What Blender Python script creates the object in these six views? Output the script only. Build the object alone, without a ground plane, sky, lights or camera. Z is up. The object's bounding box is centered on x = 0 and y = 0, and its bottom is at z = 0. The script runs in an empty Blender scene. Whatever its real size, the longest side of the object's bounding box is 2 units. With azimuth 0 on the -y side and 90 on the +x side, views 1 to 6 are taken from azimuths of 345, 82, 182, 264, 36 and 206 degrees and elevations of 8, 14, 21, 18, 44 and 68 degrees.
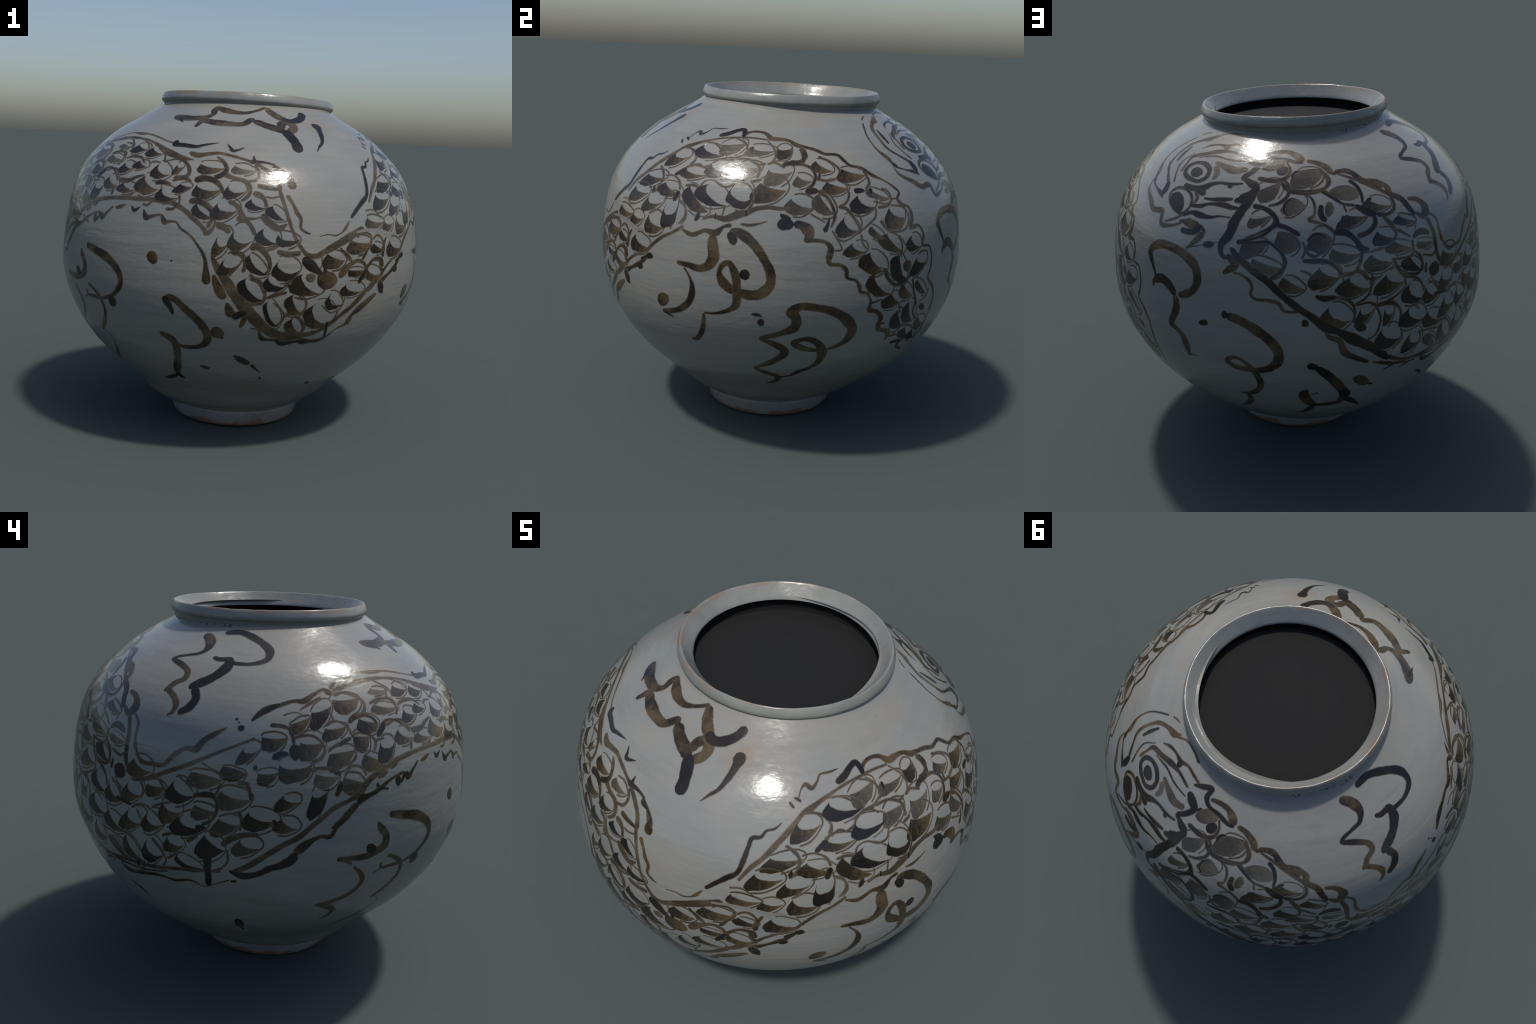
"""Round porcelain storage jar with an iron-brown brush painting of a scaled dragon.

The jar is thrown as a profile turned about a slightly drifting axis; the painting is
built as brush strokes (thin ribbons of pigment with their own edges) laid on that surface.
Positions on the jar: azimuth in degrees (0 = -y, 90 = +x) and height z in metres.
"""
import math
import bpy
import numpy as np
from mathutils import Matrix, Vector

rng = np.random.default_rng(7)

# ------------------------------------------------------------------ jar surface
PROFILE = [(0.098, 0.368), (0.106, 0.388), (0.118, 0.410), (0.138, 0.446), (0.165, 0.487), (0.25, 0.5900), (0.4, 0.7597), (0.55, 0.8791), (0.7, 0.9527), (0.85, 0.988), (1.0, 0.9902), (1.15, 0.9739), (1.3, 0.9336), (1.42, 0.8682), (1.52, 0.7775), (1.61, 0.6640), (1.69, 0.5260), (1.75, 0.4310)]
# unevenness of the hand-thrown wall, mm: height, then cos and sin of 1 to 4 times the azimuth
UNEVEN = [
    (0.098, 30.0, -12.5, 0.0, 0.0, 0.0, 0.0, 0.0, 0.0),
    (0.220, 2.0, -10.5, 9.8, 5.3, -0.2, -1.8, -1.5, 3.2),
    (0.450, -3.0, -5.0, 5.8, 4.4, 0.1, -1.6, -0.4, 1.9),
    (0.950, -0.7, 1.7, 1.4, 1.9, -0.4, -2.9, 1.0, -0.6),
    (1.450, 1.0, 3.6, 2.6, 1.3, 0.7, 2.9, -1.3, -2.2),
    (1.700, 4.5, 1.5, -2.7, 4.8, 2.0, 7.3, -3.3, -2.8),
]


def cubic(knots):
    """Natural cubic spline through (z, value, value, ...) knots; the values come back as the last axis."""
    z = np.array([k[0] for k in knots], float)
    y = np.array([k[1:] for k in knots], float)
    n, h = len(z), np.diff(z)
    a_, b_ = np.eye(n), np.zeros_like(y)
    for i in range(1, n - 1):
        a_[i, i - 1:i + 2] = h[i - 1], 2 * (h[i - 1] + h[i]), h[i]
        b_[i] = 6 * ((y[i + 1] - y[i]) / h[i] - (y[i] - y[i - 1]) / h[i - 1])
    m = np.linalg.solve(a_, b_)

    def value(x):
        x = np.clip(x, z[0], z[-1])
        i = np.clip(np.searchsorted(z, x) - 1, 0, n - 2)
        a, c, g = ((z[i + 1] - x) / h[i])[..., None], ((x - z[i]) / h[i])[..., None], h[i][..., None]
        return a * y[i] + c * y[i + 1] + ((a ** 3 - a) * m[i] + (c ** 3 - c) * m[i + 1]) * g ** 2 / 6

    return value


wall = cubic([(z, r) for z, r in PROFILE])
uneven = cubic([(row[0], *(v / 1000 for v in row[1:])) for row in UNEVEN])
# swells and slack places in the wall: azimuth, its spread, height, its spread, how far out (m)
SWELLS = [
    (232, 16, 1.10, 0.16, -0.018), (232, 18, 0.68, 0.12, -0.003), (150, 22, 0.65, 0.18, 0.009), (125, 18, 1.46, 0.14, -0.008),
    (215, 20, 1.50, 0.08, 0.008), (295, 22, 1.48, 0.12, 0.010), (285, 38, 0.150, 0.045, 0.018), (100, 22, 0.26, 0.08, -0.009),
    (180, 42, 0.28, 0.07, 0.007), (188, 50, 0.43, 0.08, 0.008), (205, 18, 0.78, 0.08, 0.005), (195, 28, 0.70, 0.08, -0.004), (250, 14, 0.85, 0.10, 0.005),
]


def centre(z):
    return 0.0 * np.asarray(z), 0.0 * np.asarray(z)


def radius(az, z):
    az, z = np.asarray(az, float), np.asarray(z, float)
    k = np.arange(1, 5)
    turns = az[..., None] * k
    waves = np.stack([np.cos(turns), np.sin(turns)], -1).reshape(*turns.shape[:-1], 8)
    r = wall(z)[..., 0] + 0.0020 + (uneven(z) * waves).sum(-1)
    deg = np.degrees(az)
    for a0, sa, z0, sz, out in SWELLS:
        turn = (deg - a0 + 180) % 360 - 180
        r = r + out * np.exp(-0.5 * (turn / sa) ** 2 - 0.5 * ((z - z0) / sz) ** 2)
    return r


def wobble(az, z):
    # throwing rings and soft unevenness of the clay wall, about a millimetre
    rings = 0.00018 * np.sin(z * 61 + 0.8 * np.sin(az + 1)) + 0.00008 * np.sin(z * 133 + 2 * np.sin(az * 2))
    soft = 0.0012 * np.sin(3 * az + 4 * z) * np.sin(2.3 * z + 1) + 0.0008 * np.sin(5 * az - 7 * z + 2)
    return rings + soft


def surface(az, z, lift=0.0):
    """Point of the jar wall at azimuth az (radians) and height z, lifted off it by lift metres."""
    az, z = np.asarray(az, float), np.asarray(z, float)
    cx, cy = centre(z)
    r = radius(az, z) + wobble(az, z)
    p = np.stack([cx + r * np.sin(az), cy - r * np.cos(az), z + 0 * r], -1)
    if np.ndim(lift) == 0 and lift == 0:
        return p
    return p + normal(az, z) * np.asarray(lift)[..., None]


def bare(az, z):
    cx, cy = centre(z)
    r = radius(az, z)
    return np.stack([cx + r * np.sin(az), cy - r * np.cos(az), z + 0 * r], -1)


def normal(az, z):
    e = bare(az + 1e-3, z) - bare(az - 1e-3, z)
    u = bare(az, z + 1e-3) - bare(az, z - 1e-3)
    n = np.cross(e, u)
    return n / np.linalg.norm(n, axis=-1, keepdims=True)


def tangent(az, z):
    """Unit vectors east and up along the wall."""
    e = bare(az + 1e-3, z) - bare(az - 1e-3, z)
    e = e / np.linalg.norm(e, axis=-1, keepdims=True)
    n = normal(az, z)
    return e, np.cross(n, e)


# ------------------------------------------------------------------ materials
class Nodes:
    def __init__(self, name):
        self.mat = bpy.data.materials.new(name)
        self.mat.use_nodes = True
        self.tree = self.mat.node_tree
        self.bsdf = next(n for n in self.tree.nodes if n.type == "BSDF_PRINCIPLED")

    def add(self, kind, **inputs):
        n = self.tree.nodes.new("ShaderNode" + kind)
        for k, v in inputs.items():
            if k in ("operation", "blend_type", "data_type", "feature", "object_coords", "interpolation_type"):
                setattr(n, k, v)
        return n

    def link(self, a, b):
        self.tree.links.new(a, b)

    def coords(self, scale=(1, 1, 1)):
        t = self.add("TexCoord")
        m = self.add("Mapping")
        m.inputs["Scale"].default_value = scale
        self.link(t.outputs["Object"], m.inputs["Vector"])
        return m.outputs["Vector"]

    def noise(self, scale, detail=3.0, rough=0.5, stretch=(1, 1, 1), distort=0.0):
        n = self.add("TexNoise")
        n.inputs["Scale"].default_value = scale
        n.inputs["Detail"].default_value = detail
        n.inputs["Roughness"].default_value = rough
        n.inputs["Distortion"].default_value = distort
        self.link(self.coords(stretch), n.inputs["Vector"])
        return n.outputs["Fac"]

    def ramp(self, value, lo, hi, a=0.0, b=1.0):
        n = self.add("MapRange")
        n.interpolation_type = "SMOOTHSTEP"
        for k, v in (("From Min", lo), ("From Max", hi), ("To Min", a), ("To Max", b)):
            n.inputs[k].default_value = v
        self.link(value, n.inputs["Value"])
        return n.outputs["Result"]

    def math(self, op, a, b):
        n = self.add("Math", operation=op)
        for i, v in enumerate((a, b)):
            if isinstance(v, (int, float)):
                n.inputs[i].default_value = v
            else:
                self.link(v, n.inputs[i])
        return n.outputs[0]

    def mix(self, fac, a, b):
        n = self.add("Mix", data_type="RGBA")
        for sock, v in ((n.inputs["Factor"], fac), (n.inputs["A"], a), (n.inputs["B"], b)):
            pass
        ins = [s for s in n.inputs if s.type == "RGBA"]
        fac_in = [s for s in n.inputs if s.type == "VALUE"][0]
        for sock, v in ((fac_in, fac), (ins[0], a), (ins[1], b)):
            if isinstance(v, tuple):
                sock.default_value = (*v, 1.0)
            elif isinstance(v, (int, float)):
                sock.default_value = v
            else:
                self.link(v, sock)
        return next(s for s in n.outputs if s.type == "RGBA")

    def bump(self, height, strength, distance):
        n = self.add("Bump")
        n.inputs["Strength"].default_value = strength
        n.inputs["Distance"].default_value = distance
        self.link(height, n.inputs["Height"])
        self.link(n.outputs["Normal"], self.bsdf.inputs["Normal"])

    def finish(self, colour, rough=0.2, spec=0.5):
        if isinstance(colour, tuple):
            self.bsdf.inputs["Base Color"].default_value = (*colour, 1.0)
        else:
            self.link(colour, self.bsdf.inputs["Base Color"])
        if isinstance(rough, (int, float)):
            self.bsdf.inputs["Roughness"].default_value = rough
        else:
            self.link(rough, self.bsdf.inputs["Roughness"])
        self.bsdf.inputs["Specular IOR Level"].default_value = spec
        return self.mat


GLAZE = (0.218, 0.213, 0.191)
GLAZE_COOL = (0.186, 0.196, 0.190)
GLAZE_DIRTY = (0.145, 0.141, 0.120)
RUST = (0.24, 0.13, 0.065)


def glaze_relief(m):
    """Ripples of the thrown wall and orange-peel of the glaze; on position, so it runs on under the pigment."""
    g = m.add("NewGeometry")
    heights = []
    for size, stretch in ((4.2, (1, 1, 5.0)), (28, (1, 1, 2))):
        mp = m.add("Mapping")
        mp.inputs["Scale"].default_value = stretch
        m.link(g.outputs["Position"], mp.inputs["Vector"])
        n = m.add("TexNoise")
        n.inputs["Scale"].default_value = size
        n.inputs["Detail"].default_value = 3
        n.inputs["Roughness"].default_value = 0.5
        m.link(mp.outputs["Vector"], n.inputs["Vector"])
        heights.append(n.outputs["Fac"])
    m.bump(m.math("ADD", heights[0], m.math("MULTIPLY", heights[1], 0.38)), 1.0, 0.0022)


def gloss(m):
    return m.ramp(m.noise(9, 3, 0.6), 0.3, 0.75, 0.13, 0.24)


def spot(m, where, size, soft):
    """Mask round a place on the jar, broken up by noise."""
    t = m.add("TexCoord")
    d = m.add("VectorMath", operation="DISTANCE")
    m.link(t.outputs["Object"], d.inputs[0])
    d.inputs[1].default_value = where
    dist = m.math("ADD", d.outputs["Value"], m.math("MULTIPLY", m.noise(22, 3, 0.6), soft))
    return m.ramp(dist, size + soft, size * 0.3 + soft * 0.4)


def glaze_material():
    m = Nodes("celadon_white_glaze")
    base = m.mix(m.ramp(m.noise(2.2, 4, 0.6, (1, 1, 2.2)), 0.35, 0.7), GLAZE, GLAZE_COOL)
    streak = m.ramp(m.noise(3.0, 5, 0.65, (1, 1, 16)), 0.48, 0.78, 0.0, 0.42)
    base = m.mix(streak, base, GLAZE_DIRTY)
    grain = m.ramp(m.noise(60, 3, 0.7), 0.5, 0.8, 0.0, 0.22)
    base = m.mix(grain, base, GLAZE_DIRTY)
    # iron specks in the glaze
    v = m.add("TexVoronoi")
    v.inputs["Scale"].default_value = 26
    m.link(m.coords((1, 1, 1.4)), v.inputs["Vector"])
    rare = m.ramp(m.noise(4.1, 2, 0.5), 0.50, 0.62)
    speck = m.math("MULTIPLY", m.ramp(v.outputs["Distance"], 0.09, 0.03), rare)
    base = m.mix(m.math("MULTIPLY", speck, 0.7), base, (0.035, 0.030, 0.026))
    v2 = m.add("TexVoronoi")
    v2.inputs["Scale"].default_value = 62
    m.link(m.coords((1, 1, 1.6)), v2.inputs["Vector"])
    pits = m.math("MULTIPLY", m.ramp(v2.outputs["Distance"], 0.14, 0.05), m.ramp(m.noise(2.6, 3, 0.6), 0.50, 0.66))
    base = m.mix(m.math("MULTIPLY", pits, 0.45), base, (0.05, 0.045, 0.038))
    # rusty stain on the shoulder beside the painted claw
    for az, z, size, power in ((21.5, 1.632, 0.065, 0.26), (25.5, 1.668, 0.050, 0.22), (95.0, 1.665, 0.05, 0.10), (353, 0.34, 0.12, 0.15)):
        p = surface(math.radians(az), z)
        base = m.mix(m.math("MULTIPLY", spot(m, tuple(p), size, 0.07), power), base, RUST)
    glaze_relief(m)
    return m.finish(base, gloss(m))


def rim_material():
    m = Nodes("rim_glaze")
    base = m.mix(m.ramp(m.noise(6, 4, 0.6), 0.35, 0.7), (0.208, 0.213, 0.196), (0.170, 0.176, 0.162))
    pits = m.ramp(m.noise(48, 3, 0.7), 0.6, 0.85, 0.0, 0.35)
    base = m.mix(pits, base, (0.085, 0.08, 0.073))
    t = m.add("TexCoord")
    s = m.add("SeparateXYZ")
    m.link(t.outputs["Object"], s.inputs[0])
    # bare tan clay where the glaze is worn off the lip
    lip = m.math("MULTIPLY", m.ramp(s.outputs["Z"], RIM_TOP - 0.010, RIM_TOP - 0.002), m.ramp(m.noise(9, 4, 0.6), 0.40, 0.62))
    base = m.mix(m.math("MULTIPLY", lip, 0.75), base, (0.21, 0.145, 0.10))
    m.bump(m.noise(24, 3, 0.5, (1, 1, 1.5)), 1.0, 0.0016)
    return m.finish(base, m.ramp(m.noise(12, 3, 0.6), 0.3, 0.75, 0.16, 0.34))


def foot_material():
    m = Nodes("foot_glaze_and_bare_clay")
    base = m.mix(m.ramp(m.noise(8, 4, 0.6), 0.35, 0.7), (0.200, 0.207, 0.202), (0.160, 0.165, 0.158))
    t = m.add("TexCoord")
    s = m.add("SeparateXYZ")
    m.link(t.outputs["Object"], s.inputs[0])
    edge = m.math("ADD", s.outputs["Z"], m.math("MULTIPLY", m.noise(10, 4, 0.62), -0.17))
    clay = m.ramp(edge, -0.050, -0.062)
    base = m.mix(clay, base, m.mix(m.noise(30, 3, 0.6), (0.20, 0.115, 0.065), (0.10, 0.055, 0.035)))
    glaze_relief(m)
    return m.finish(base, m.ramp(clay, 0, 1, 0.25, 0.75))


def mouth_cap_material():
    m = Nodes("dark_mouth_cap")
    return m.finish((0.0105, 0.0105, 0.0106), 0.9, 0.25)  # plain dark grey of the added mouth cap


# pigment tones: thick colour, thin colour
TONES = {
    "black": ((0.0080, 0.0066, 0.0062), (0.021, 0.0145, 0.0092)),
    "brown": ((0.0150, 0.0108, 0.0064), (0.084, 0.058, 0.0285)),
    "olive": ((0.034, 0.0255, 0.0150), (0.086, 0.066, 0.040)),
    "pale": ((0.040, 0.033, 0.0230), (0.088, 0.074, 0.052)),
    "glaze": ((0.150, 0.146, 0.130), (0.185, 0.183, 0.168)),
}


def pigment(tone, edge=0.0):
    thick, thin = TONES[tone]
    m = Nodes(f"iron_{tone}" + ("_feathered_edge" if edge else ""))
    pool = m.noise(9, 4, 0.6, distort=0.4)
    bristle = m.noise(70, 3, 0.6)
    fac = m.ramp(m.math("ADD", m.math("MULTIPLY", pool, 0.8), m.math("MULTIPLY", bristle, 0.2)), 0.38, 0.68)
    base = m.mix(fac, thick, thin)
    if edge:
        base = m.mix(edge, base, (0.175, 0.155, 0.125))
    glaze_relief(m)
    return m.finish(base, gloss(m))


def wash(tone):
    """A scale's wash: dark where the loaded brush landed (local -x, outer side), thin in the middle."""
    thick, thin = TONES[tone]
    m = Nodes(f"iron_{tone}_wash")
    t = m.add("TexCoord")
    s = m.add("SeparateXYZ")
    m.link(t.outputs["Object"], s.inputs[0])
    info = m.add("ObjectInfo")
    jitter = m.math("MULTIPLY", m.math("SUBTRACT", info.outputs["Random"], 0.5), 0.5)
    load = m.math("ADD", m.math("MULTIPLY", s.outputs["X"], 0.34), m.math("MULTIPLY", s.outputs["Y"], 0.08))
    load = m.math("ADD", load, m.math("MULTIPLY", m.noise(2.4, 5, 0.65, distort=0.6), 1.5))
    load = m.math("ADD", load, jitter)
    fac = m.ramp(load, 0.36, 1.25)
    base = m.mix(fac, thick, thin)
    glaze_relief(m)
    return m.finish(base, 0.19)


RIM_TOP = 1.796

# ------------------------------------------------------------------ object tree
def empty(name):
    o = bpy.data.objects.new(name, None)
    bpy.context.scene.collection.objects.link(o)
    return o


def mesh_object(name, verts, faces, materials, parent, face_mats=None, normals=None, matrix=None, smooth=True):
    me = bpy.data.meshes.new(name)
    me.from_pydata([tuple(v) for v in verts], [], [tuple(f) for f in faces])
    for m in materials:
        me.materials.append(m)
    me.polygons.foreach_set("use_smooth", [smooth] * len(me.polygons))
    if face_mats is not None:
        me.polygons.foreach_set("material_index", list(face_mats))
    me.update()
    if normals is not None:
        me.normals_split_custom_set_from_vertices([tuple(n) for n in normals])
    o = bpy.data.objects.new(name, me)
    bpy.context.scene.collection.objects.link(o)
    if matrix is not None:
        o.matrix_world = matrix
    if parent is not None:
        o.parent = parent
    return o


def lathe(name, rings, material, parent, segments, close_start=False, close_end=False):
    """rings: list of (segments, 3) arrays from bottom or outside on."""
    verts = np.concatenate(rings)
    n, faces = segments, []
    for i in range(len(rings) - 1):
        a, b = i * n, (i + 1) * n
        for j in range(n):
            k = (j + 1) % n
            faces.append((a + j, a + k, b + k, b + j))
    verts = verts.tolist()
    if close_start:
        verts.append(list(np.mean(rings[0], 0)))
        faces += [(len(verts) - 1, (j + 1) % n, j) for j in range(n)]
    if close_end:
        last = (len(rings) - 1) * n
        verts.append(list(np.mean(rings[-1], 0)))
        faces += [(last + j, last + (j + 1) % n, len(verts) - 1) for j in range(n)]
    return mesh_object(name, verts, faces, [material], parent)


jar = empty("painted_jar")
jar["label"] = "round white glazed jar with brown brush-painted scaled dragon"
jar["category"] = "jar"

SEG = 512
angles = np.linspace(0, 2 * np.pi, SEG, endpoint=False)

# body: from the foot joint up to under the rim
heights = np.concatenate([np.linspace(0.099, 0.2, 44), np.linspace(0.2, 1.745, 300)[1:]])
under = [np.stack([-0.007 + r * np.sin(angles), -0.030 - r * np.cos(angles), np.full(SEG, z)], -1) for r, z in ((0.348, 0.099), (0.362, 0.0978))]
body = lathe("body", under + [surface(angles, np.full(SEG, z)) for z in heights], glaze_material(), jar, SEG)

# foot ring: slightly off the body's axis, bevelled at the ground, hollow underneath
FOOT = [(0.0, 0.024), (0.20, 0.022), (0.235, 0.006), (0.250, 0.0), (0.272, 0.0), (0.300, 0.003), (0.330, 0.0065), (0.3440, 0.011),
        (0.3510, 0.020), (0.3560, 0.034), (0.3610, 0.052), (0.3645, 0.072), (0.3665, 0.098), (0.358, 0.108)]
FOOT_X, FOOT_Y = -0.007, -0.030


def chips(az, amount, seed):
    g = np.random.default_rng(seed)
    s = np.zeros_like(az)
    for k in range(3, 40):
        s += g.normal() / k ** 0.6 * np.sin(k * az + g.uniform(0, 6.283))
    return amount * s / 3


rings = []
for i, (r, z) in enumerate(FOOT[1:]):
    cx, cy = FOOT_X, FOOT_Y
    rr = r + (chips(angles, 0.0022, 5) if r > 0.27 else 0)
    rings.append(np.stack([cx + rr * np.sin(angles), cy - rr * np.cos(angles), np.full(SEG, z)], -1))
foot = lathe("foot", rings, foot_material(), jar, SEG, close_start=True)

# rim: rolled lip, set off-centre and tilted on the shoulder
LIP = [(0.452, 1.690), (0.461, 1.710), (0.4655, 1.724), (0.4685, 1.736), (0.4735, 1.7435), (0.4795, 1.7485), (0.4825, 1.756), (0.4815, 1.7655), (0.4775, 1.777),
       (0.4725, 1.7875), (0.4675, 1.7940), (0.4620, 1.7925), (0.4545, 1.784), (0.443, 1.770), (0.431, 1.7555), (0.421, 1.7435), (0.4145, 1.7345), (0.4115, 1.7275)]
RIM_X, RIM_Y, RIM_LEAN = 0.018, 0.024, (-0.025, -0.008)


def rim_ring(r, z, seed=None, rough=0.0):
    rr = r + (chips(angles, rough, seed) if rough else 0)
    x, y = rr * np.sin(angles), -rr * np.cos(angles)
    zz = z + RIM_LEAN[0] * x + RIM_LEAN[1] * y
    if rough:
        zz = zz + chips(angles * 1.0, rough * 0.8, seed + 1)
    return np.stack([RIM_X + x, RIM_Y + y, zz], -1)


def fair(knots, per):
    """Catmull-Rom through (r, z) knots."""
    p = np.array(knots)
    out = []
    for i in range(len(p) - 1):
        a, b, c, d = p[max(i - 1, 0)], p[i], p[i + 1], p[min(i + 2, len(p) - 1)]
        for t in np.arange(per) / per:
            out.append(0.5 * (2 * b + (c - a) * t + (2 * a - 5 * b + 4 * c - d) * t * t + (3 * b - a - 3 * c + d) * t ** 3))
    return out + [p[-1]]


lip_rings = []
for r, z in fair(LIP, 3):
    rough = 0.0022 if z > 1.785 else (0.0014 if z > 1.74 else 0.0008)
    lip_rings.append(rim_ring(r, z, 11, rough))
rim = lathe("rim", lip_rings, rim_material(), jar, SEG)

# interior: dark hollow under the lip, and an added flat dark cap that closes off the mouth
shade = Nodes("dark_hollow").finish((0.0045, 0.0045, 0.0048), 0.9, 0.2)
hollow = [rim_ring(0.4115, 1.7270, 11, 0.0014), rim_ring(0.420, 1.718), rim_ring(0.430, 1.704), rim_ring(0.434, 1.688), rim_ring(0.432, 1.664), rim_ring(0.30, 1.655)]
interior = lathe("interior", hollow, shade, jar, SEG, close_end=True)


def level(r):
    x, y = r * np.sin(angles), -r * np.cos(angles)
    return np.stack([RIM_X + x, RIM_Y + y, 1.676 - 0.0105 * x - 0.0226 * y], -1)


mouth_cap = lathe("mouth_cap", [level(0.416), level(0.40), level(0.2)], mouth_cap_material(), interior, SEG, close_end=True)  # added cap plugging the mouth, not a floor of the jar

# ------------------------------------------------------------------ brush painting
PIGMENT = {t: pigment(t) for t in TONES}
FEATHER = {t: pigment(t, e) for t, e in (("black", 0.42), ("brown", 0.45), ("olive", 0.50), ("pale", 0.55), ("glaze", 0.5))}
WASH = {t: wash(t) for t in TONES}
LAYER = {"pale": 0.00035, "olive": 0.00050, "brown": 0.00070, "black": 0.00090, "glaze": 0.00125}
drawn = 0


def next_lift(tone):
    global drawn
    drawn += 1
    return LAYER[tone] + 0.0000025 * (drawn % 60)


def along(points):
    """Smooth curve through (azimuth, height, width mm) points, sampled every few millimetres, with rounded ends."""
    p = np.array(points, float)
    p[:, 0] = np.radians(p[:, 0])
    q = surface(p[:, 0], p[:, 1])
    ext = np.concatenate([[2 * p[0] - p[1]], p, [2 * p[-1] - p[-2]]])
    qe = np.concatenate([[2 * q[0] - q[1]], q, [2 * q[-1] - q[-2]]])
    step = np.maximum(np.linalg.norm(np.diff(qe, axis=0), axis=1), 1e-5) ** 0.5
    knot = np.concatenate([[0], np.cumsum(step)])
    out = []
    for i in range(1, len(ext) - 2):
        k0, k1, k2, k3 = knot[i - 1:i + 3]
        count = max(3, int(np.linalg.norm(qe[i + 1] - qe[i]) / 0.0045))
        for t in np.linspace(k1, k2, count, endpoint=False):
            a1 = (k1 - t) / (k1 - k0) * ext[i - 1] + (t - k0) / (k1 - k0) * ext[i]
            a2 = (k2 - t) / (k2 - k1) * ext[i] + (t - k1) / (k2 - k1) * ext[i + 1]
            a3 = (k3 - t) / (k3 - k2) * ext[i + 1] + (t - k2) / (k3 - k2) * ext[i + 2]
            b1 = (k2 - t) / (k2 - k0) * a1 + (t - k0) / (k2 - k0) * a2
            b2 = (k3 - t) / (k3 - k1) * a2 + (t - k1) / (k3 - k1) * a3
            out.append((k2 - t) / (k2 - k1) * b1 + (t - k1) / (k2 - k1) * b2)
    out.append(p[-1])
    c = np.array(out)
    c[:, 2] = (np.maximum(c[:, 2], 0.8) * 1.12 + 0.6) / 1000
    return c


def ribbon(tone, points, closed=False):
    """Vertices, faces, feather flags and normals of one brush line."""
    c = along(points)
    lift = next_lift(tone)
    e, u = tangent(c[:, 0], c[:, 1])
    p = surface(c[:, 0], c[:, 1])
    g = np.gradient(p, axis=0)
    gx, gy = (g * e).sum(1), (g * u).sum(1)
    ln = np.maximum(np.hypot(gx, gy), 1e-9)
    gx, gy = gx / ln, gy / ln
    s = np.concatenate([[0], np.cumsum(np.linalg.norm(np.diff(p, axis=0), axis=1))])
    w = c[:, 2].copy()
    # the brush does not hold an even edge
    ph = rng.uniform(0, 6.28, 3)
    w *= 1 + 0.05 * np.sin(s * 60 + ph[0]) + 0.025 * np.sin(s * 150 + ph[1]) + 0.012 * np.sin(s * 330 + ph[2])
    start, end = s.copy(), s[-1] - s
    if not closed:
        caps = []
        for d, half in ((start, w[0] / 2), (end, w[-1] / 2)):
            x = np.clip(d / max(half, 1e-4), 0, 1)
            caps.append(np.sqrt(np.clip(1 - (1 - x) ** 2, 0.10, 1)))
        # rounded ends: push the first and last samples out by about half a width
        w = w * caps[0] * caps[1]
    half = w / 2
    soft = np.minimum(0.0022, half * 0.5)
    az_per = 1.0 / np.maximum(radius(c[:, 0], c[:, 1]), 0.2)
    rise = np.maximum(u[:, 2], 0.2)
    offsets = np.stack([half + soft * 0.4, half - soft, half * 0.0, -(half - soft), -(half + soft * 0.4)])
    lifts = np.array([0.00012, lift, lift, lift, 0.00012])[:, None] + np.linspace(0, 0.00012, len(c)) * np.array([0, 1, 1, 1, 0])[:, None]
    a = c[:, 0] - gy * offsets * az_per
    z = np.clip(c[:, 1] + gx * offsets * rise, 0.105, 1.742)
    norms = normal(a, z)
    verts = surface(a, z) + norms * lifts[..., None]
    verts, norms = verts.reshape(-1, 3), norms.reshape(-1, 3)
    n = len(c)
    faces, mats = [], []
    for k in range(4):
        for i in range(n - 1):
            faces.append((k * n + i, (k + 1) * n + i, (k + 1) * n + i + 1, k * n + i + 1))
            mats.append(1 if k in (0, 3) else 0)
    return verts, faces, mats, norms


def stroke(name, tone, points, closed=False):
    verts, faces, mats, norms = ribbon(tone, points, closed)
    return mesh_object(name, verts, faces, [PIGMENT[tone], FEATHER[tone]], body, mats, norms)


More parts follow.
